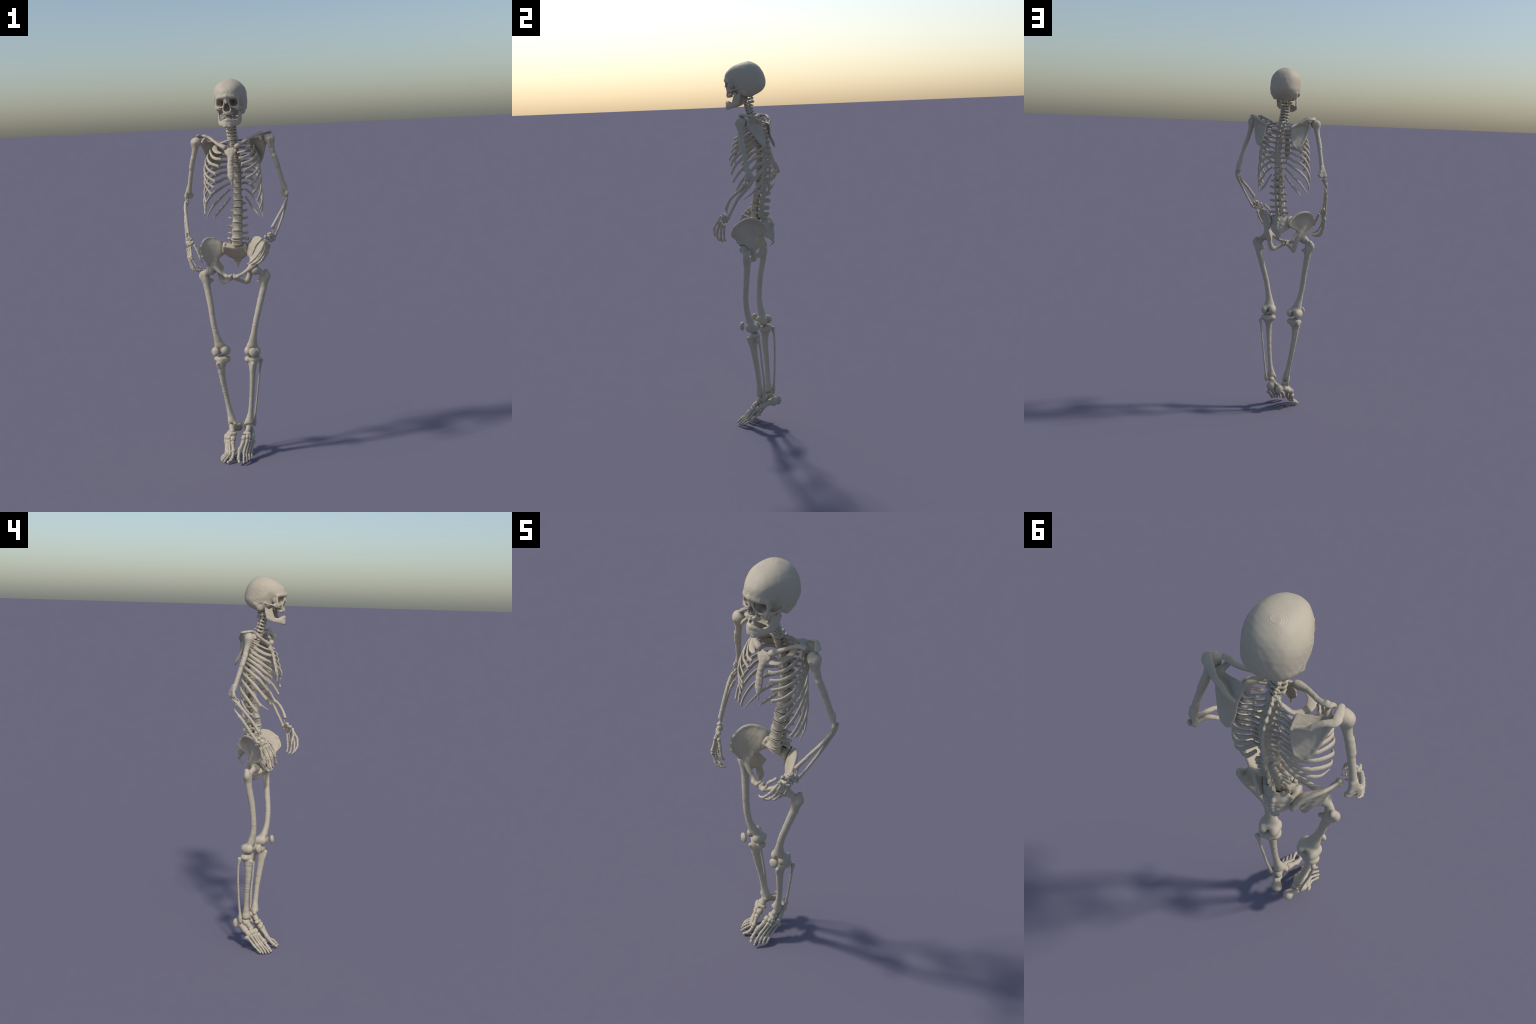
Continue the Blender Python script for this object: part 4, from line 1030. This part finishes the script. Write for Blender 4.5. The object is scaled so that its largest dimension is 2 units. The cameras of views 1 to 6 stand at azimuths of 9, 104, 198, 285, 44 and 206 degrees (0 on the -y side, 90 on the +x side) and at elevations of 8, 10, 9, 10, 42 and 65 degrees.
def legs():
    for s in (-1, 1):
        q = FEMUR[s]
        N = {k: np.array(v) for k, v in q.items()}
        sh = N["shaft"]
        b = Bone.around([*sh, N["head"], N["gt"], N["gl"], N["med"], N["lat"]], 0.04, 0.002)
        rad = np.array([0.0215, 0.0182, 0.0165, 0.0155, 0.0146, 0.0172, 0.0275])
        front = unit(V(*q["turn"], 0))
        side = unit(np.cross(front, (0, 0, 1)))
        b.tube(np.column_stack([sh, rad]), 0.004, flat=front, f=(0.95, 0.95, 0.95, 0.97, 0.97, 0.88, 0.66))
        b.ball(N["head"], 0.0243, 0.004)
        b.tube([(*N["head"], 0.016), (*(N["head"] * 0.5 + N["gt"] * 0.5 + V(0, -0.004, -0.004)), 0.0155), (*(sh[0] + V(0, 0, 0.012)), 0.019)], 0.008, flat=(0, 1, 0), f=0.85)
        b.tube([(*N["gt"], 0.0125), (*(N["gl"] + V(0, 0, 0.002)), 0.0165), (*(sh[0] + V(s * 0.006, 0, -0.006)), 0.0150)], 0.008)
        b.ball(N["gt"] + V(-s * 0.002, 0.004, 0.007), (0.009, 0.012, 0.010), 0.006)
        b.tube([(*N["lt"], 0.0085), (*(N["lt"] * 0.35 + sh[0] * 0.65 + V(0, 0, -0.006)), 0.0145)], 0.008)
        # knee end
        A = np.array([side, front, V(0, 0, 1)])
        for c, w in ((N["med"] + V(0, 0, -0.002), 0.0210), (N["lat"] + V(0, 0, -0.002), 0.0205)):
            b.ball(c + V(0, 0.006, 0), (w, 0.0300, 0.0245), 0.008, A)
            b.ball(c + front * 0.012 + V(0, 0, 0.002), (w * 0.95, 0.022, 0.0235), 0.008, A)
        mid = (N["med"] + N["lat"]) / 2
        b.tube([(*(sh[-1]), 0.024), (*(mid + V(0, 0, 0.012)), 0.030)], 0.010, flat=front, f=0.66)
        b.ball(mid - front * 0.026 + V(0, 0, -0.010), (0.0085, 0.020, 0.022), 0.004, A, cut=True)
        b.ball(mid + front * 0.038 + V(0, 0, 0.002), (0.010, 0.013, 0.022), 0.008, A, cut=True)
        b.rough(0.00024, 0.030, 620 + s)
        b.rings(0.00022, 625 + s, 2, 0.005, 0.63, 0.97)
        make("femur", b)

        c = np.array(PATELLA[s])
        f2 = unit(V(-0.38, -0.92, 0.05)) if s < 0 else unit(V(0.12, -0.99, 0.05))
        sd = unit(np.cross(f2, (0, 0, 1)))
        A = np.array([sd, f2, np.cross(sd, f2)])
        b = Bone(c - 0.035, c + 0.035, 0.0015)
        b.ball(c + V(0, 0, 0.003), (0.0215, 0.0115, 0.0205), 0.004, A)
        b.ball(c - V(0, 0, 0.008), (0.014, 0.0100, 0.0175), 0.008, A)
        b.ball(c - f2 * 0.019 + V(0, 0, 0.004), (0.022, 0.011, 0.022), 0.004, A, cut=True)
        b.rough(0.00020, 0.016, 640 + s)
        make("patella", b)

        q = TIBIA[s]
        N = {k: np.array(v) for k, v in q.items()}
        sh = N["shaft"]
        b = Bone.around([*sh, N["med"], N["lat"], N["tub"], N["mal"]], 0.035, 0.0018)
        front = unit(V(*q["turn"], 0))
        side = unit(np.cross(front, (0, 0, 1)))
        A = np.array([side, front, V(0, 0, 1)])
        rad = np.array([0.0290, 0.0215, 0.0172, 0.0136, 0.0132, 0.0172, 0.0222])
        b.tube(np.column_stack([sh, rad]), 0.004, flat=side, f=(0.98, 0.9, 0.86, 0.9, 0.95, 1, 1))
        b.tube([(*(N["tub"]), 0.0085), (*(sh[2] + front * 0.006), 0.0085), (*(sh[3] + front * 0.004), 0.007)], 0.008)
        mid = (N["med"] + N["lat"]) / 2
        for c in (N["med"], N["lat"]):
            b.ball(c + V(0, 0, -0.008), (0.0205, 0.0250, 0.0175), 0.008, A)
            b.ball(c + V(0, 0, 0.0205), (0.022, 0.027, 0.0135), 0.004, A, cut=True)
        b.ball(mid + V(0, 0, 0.002), (0.006, 0.009, 0.006), 0.004, A)
        b.ball(mid + V(0, 0, -0.016), (0.032, 0.024, 0.014), 0.008, A)
        b.tube([(*(sh[-1] * 0.55 + N["mal"] * 0.45 + V(0, 0, 0.006)), 0.012), (*N["mal"], 0.0085)], 0.006)
        d = sh[-1] + V(0, 0, -0.019)
        b.ball(d, (0.017, 0.024, 0.0155), 0.003, A, cut=True)
        b.rough(0.00024, 0.026, 650 + s)
        b.rings(0.00045 if s < 0 else 0.00022, 655 + s, 2, 0.0035, 0.27 if s < 0 else 0.2, 0.53)
        make("tibia", b)

        f = FIBULA[s]
        b = Bone.around(f, 0.014, 0.0015)
        b.tube(f, 0.003, flat=(1, 0.2, 0), f=0.9)
        b.rough(0.00020, 0.012, 660 + s)
        b.rings(0.0002, 665 + s, 2, 0.005, 0.2, 0.52)
        make("fibula", b)


FEET = {
    -1: dict(heel=[(-0.0565, 0.1170, 0.1345, 0.0205), (-0.0650, 0.1000, 0.1350, 0.0180), (-0.0780, 0.0830, 0.1320, 0.0165), (-0.0900, 0.0680, 0.1220, 0.0160), (-0.0995, 0.0560, 0.1140, 0.0150)],
             talus=[(-0.0700, 0.0760, 0.1560, 0.0135), (-0.0775, 0.0610, 0.1580, 0.0160), (-0.0780, 0.0500, 0.1450, 0.0140), (-0.0760, 0.0430, 0.1350, 0.0135)],
             blocks=[("navicular", (-0.0745, 0.0330, 0.1215), (0.0185, 0.0080, 0.0125)), ("cuneiform", (-0.0680, 0.0105, 0.1040), (0.0115, 0.0120, 0.0140)), ("cuneiform", (-0.0875, 0.0150, 0.1095), (0.0078, 0.0095, 0.0105)),
                     ("cuneiform", (-0.0975, 0.0240, 0.1075), (0.0080, 0.0115, 0.0105)), ("cuboid", (-0.1080, 0.0390, 0.1020), (0.0115, 0.0150, 0.0120))],
             rays=[[(-0.0690, -0.0030, 0.0930), (-0.0590, -0.0420, 0.0450), (-0.0655, -0.0665, 0.0180), (-0.0865, -0.0880, 0.0062)],
                   [(-0.0880, 0.0060, 0.0985), (-0.0790, -0.0370, 0.0350), (-0.0900, -0.0560, 0.0260), (-0.0985, -0.0690, 0.0170), (-0.1075, -0.0815, 0.0045)],
                   [(-0.0975, 0.0130, 0.0955), (-0.0900, -0.0280, 0.0345), (-0.1020, -0.0450, 0.0270), (-0.1105, -0.0560, 0.0180), (-0.1190, -0.0675, 0.0045)],
                   [(-0.1055, 0.0260, 0.0915), (-0.1000, -0.0160, 0.0330), (-0.1120, -0.0330, 0.0250), (-0.1195, -0.0430, 0.0165), (-0.1265, -0.0540, 0.0050)],
                   [(-0.1165, 0.0440, 0.0880), (-0.1085, -0.0020, 0.0310), (-0.1200, -0.0210, 0.0215), (-0.1255, -0.0305, 0.0155), (-0.1295, -0.0400, 0.0080)]]),
    1: dict(heel=[(-0.0020, 0.1060, 0.1440, 0.0205), (0.0060, 0.0910, 0.1430, 0.0180), (0.0160, 0.0760, 0.1400, 0.0165), (0.0240, 0.0610, 0.1310, 0.0160), (0.0300, 0.0480, 0.1220, 0.0150)],
            talus=[(0.0100, 0.0640, 0.1680, 0.0130), (0.0170, 0.0460, 0.1690, 0.0160), (0.0150, 0.0350, 0.1560, 0.0140), (0.0110, 0.0270, 0.1450, 0.0135)],
            blocks=[("navicular", (0.0085, 0.0165, 0.1310), (0.0185, 0.0080, 0.0125)), ("cuneiform", (-0.0060, -0.0010, 0.1120), (0.0110, 0.0120, 0.0140)), ("cuneiform", (0.0125, 0.0000, 0.1175), (0.0078, 0.0095, 0.0105)),
                    ("cuneiform", (0.0220, 0.0060, 0.1150), (0.0075, 0.0110, 0.0105)), ("cuboid", (0.0330, 0.0270, 0.1080), (0.0115, 0.0150, 0.0120))],
            rays=[[(-0.0080, -0.0105, 0.0990), (-0.0255, -0.0500, 0.0600), (-0.0275, -0.0810, 0.0300), (-0.0185, -0.1030, 0.0120)],
                  [(0.0130, -0.0105, 0.1070), (-0.0035, -0.0530, 0.0490), (0.0015, -0.0780, 0.0390), (0.0025, -0.0910, 0.0260), (0.0040, -0.1040, 0.0110)],
                  [(0.0220, -0.0040, 0.1030), (0.0085, -0.0450, 0.0450), (0.0130, -0.0660, 0.0360), (0.0155, -0.0765, 0.0240), (0.0175, -0.0870, 0.0120)],
                  [(0.0305, 0.0120, 0.0970), (0.0200, -0.0330, 0.0420), (0.0250, -0.0530, 0.0330), (0.0270, -0.0625, 0.0240), (0.0285, -0.0715, 0.0160)],
                  [(0.0380, 0.0350, 0.0870), (0.0315, -0.0150, 0.0380), (0.0360, -0.0360, 0.0285), (0.0375, -0.0460, 0.0225), (0.0385, -0.0555, 0.0180)]])}


def feet():
    for s in (-1, 1):
        d = FEET[s]
        e = group("foot", d["heel"][0][:3])
        b = Bone.around(d["heel"], 0.034, 0.0016)
        b.tube(d["heel"], 0.005, flat=(1, 0.3, 0), f=(0.95, 0.85, 0.85, 0.9, 0.95))
        p0 = V(*d["heel"][0][:3])
        b.ball(p0 + V(0, 0.004, 0.004), (0.018, 0.018, 0.0225), 0.008)
        b.ball(p0 + V(0, 0.004, -0.012), (0.0175, 0.0125, 0.0125), 0.008)
        p2 = V(*d["heel"][2][:3])
        b.ball(p2 + V(-s * 0.012, -0.008, 0.008), (0.010, 0.012, 0.007), 0.006)      # shelf under the talus
        b.ball(V(*d["heel"][1][:3]) + V(s * 0.001, -0.010, 0.024), (0.012, 0.014, 0.009), 0.006, cut=True)
        b.rough(0.00020, 0.018, 700 + s)
        make("heel_bone", b, e)
        b = Bone.around(d["talus"], 0.026, 0.0016)
        b.tube(d["talus"], 0.005)
        p1 = V(*d["talus"][1][:3])
        b.ball(p1 + V(0, 0.004, 0.004), (0.0165, 0.020, 0.0135), 0.006)
        b.ball(p1 + V(s * 0.013, 0.000, -0.006), (0.007, 0.010, 0.009), 0.006)
        b.rough(0.00020, 0.016, 705 + s)
        make("talus", b, e)
        for i, (name, c, r) in enumerate(d["blocks"]):
            c = np.array(c)
            fwd = unit(np.array(d["rays"][1][1]) - np.array(d["rays"][1][0]))
            sd = unit(np.cross(fwd, (0, 0, 1)))
            A = np.array([sd, fwd, np.cross(sd, fwd)])
            b = Bone(c - 0.024, c + 0.024, 0.0012)
            r = np.array(r) * 1.2
            b.ball(c, r, 0.002, A)
            for u in (-1, 1):
                for v in (-1, 1):
                    b.ball(c + A[0] * u * r[0] * 0.38 + A[1] * v * r[1] * 0.35, (r[0] * 0.62, r[1] * 0.68, r[2] * 0.80), 0.003, A)
            b.rough(0.00016, 0.010, 710 + i + 10 * s)
            make(name, b, e)
        for j, ray in enumerate(d["rays"]):
            ray = np.array(ray)
            for i in range(len(ray) - 1):
                a, c = ray[i], ray[i + 1]
                u = unit(c - a)
                g = 0.0004
                seed = 740 + 40 * s + 5 * j + i
                if i == 0:
                    size = (0.0125, 0.0128, 0.0085) if j == 0 else (0.0100, 0.0076, 0.0056) if j == 4 else (0.0092, 0.0074, 0.0054)
                    b = stick(a + u * g, c - u * g, *size, seed, False)
                    if j == 4:
                        b.tube([(*(a + u * 0.010), 0.008), (*(a + V(s * 0.003, 0.004, -0.008)), 0.0058)], 0.005)
                    make("metatarsal", b, e)
                else:
                    last = i == len(ray) - 2
                    k = 1.6 if j == 0 else 1.0
                    b = stick(a + u * g, c - u * g, 0.0064 * k, (0.0044 if last else 0.0056) * k, (0.0042 if not last else 0.0036) * k, seed, False)
                    make("toe_bone", b, e)


skull()
jaw()
vertebrae()
sacrum()
ribs()
sternum()
shoulders()
humeri()
forearms()
hands()
hip(-1)
hip(1)
legs()
feet()
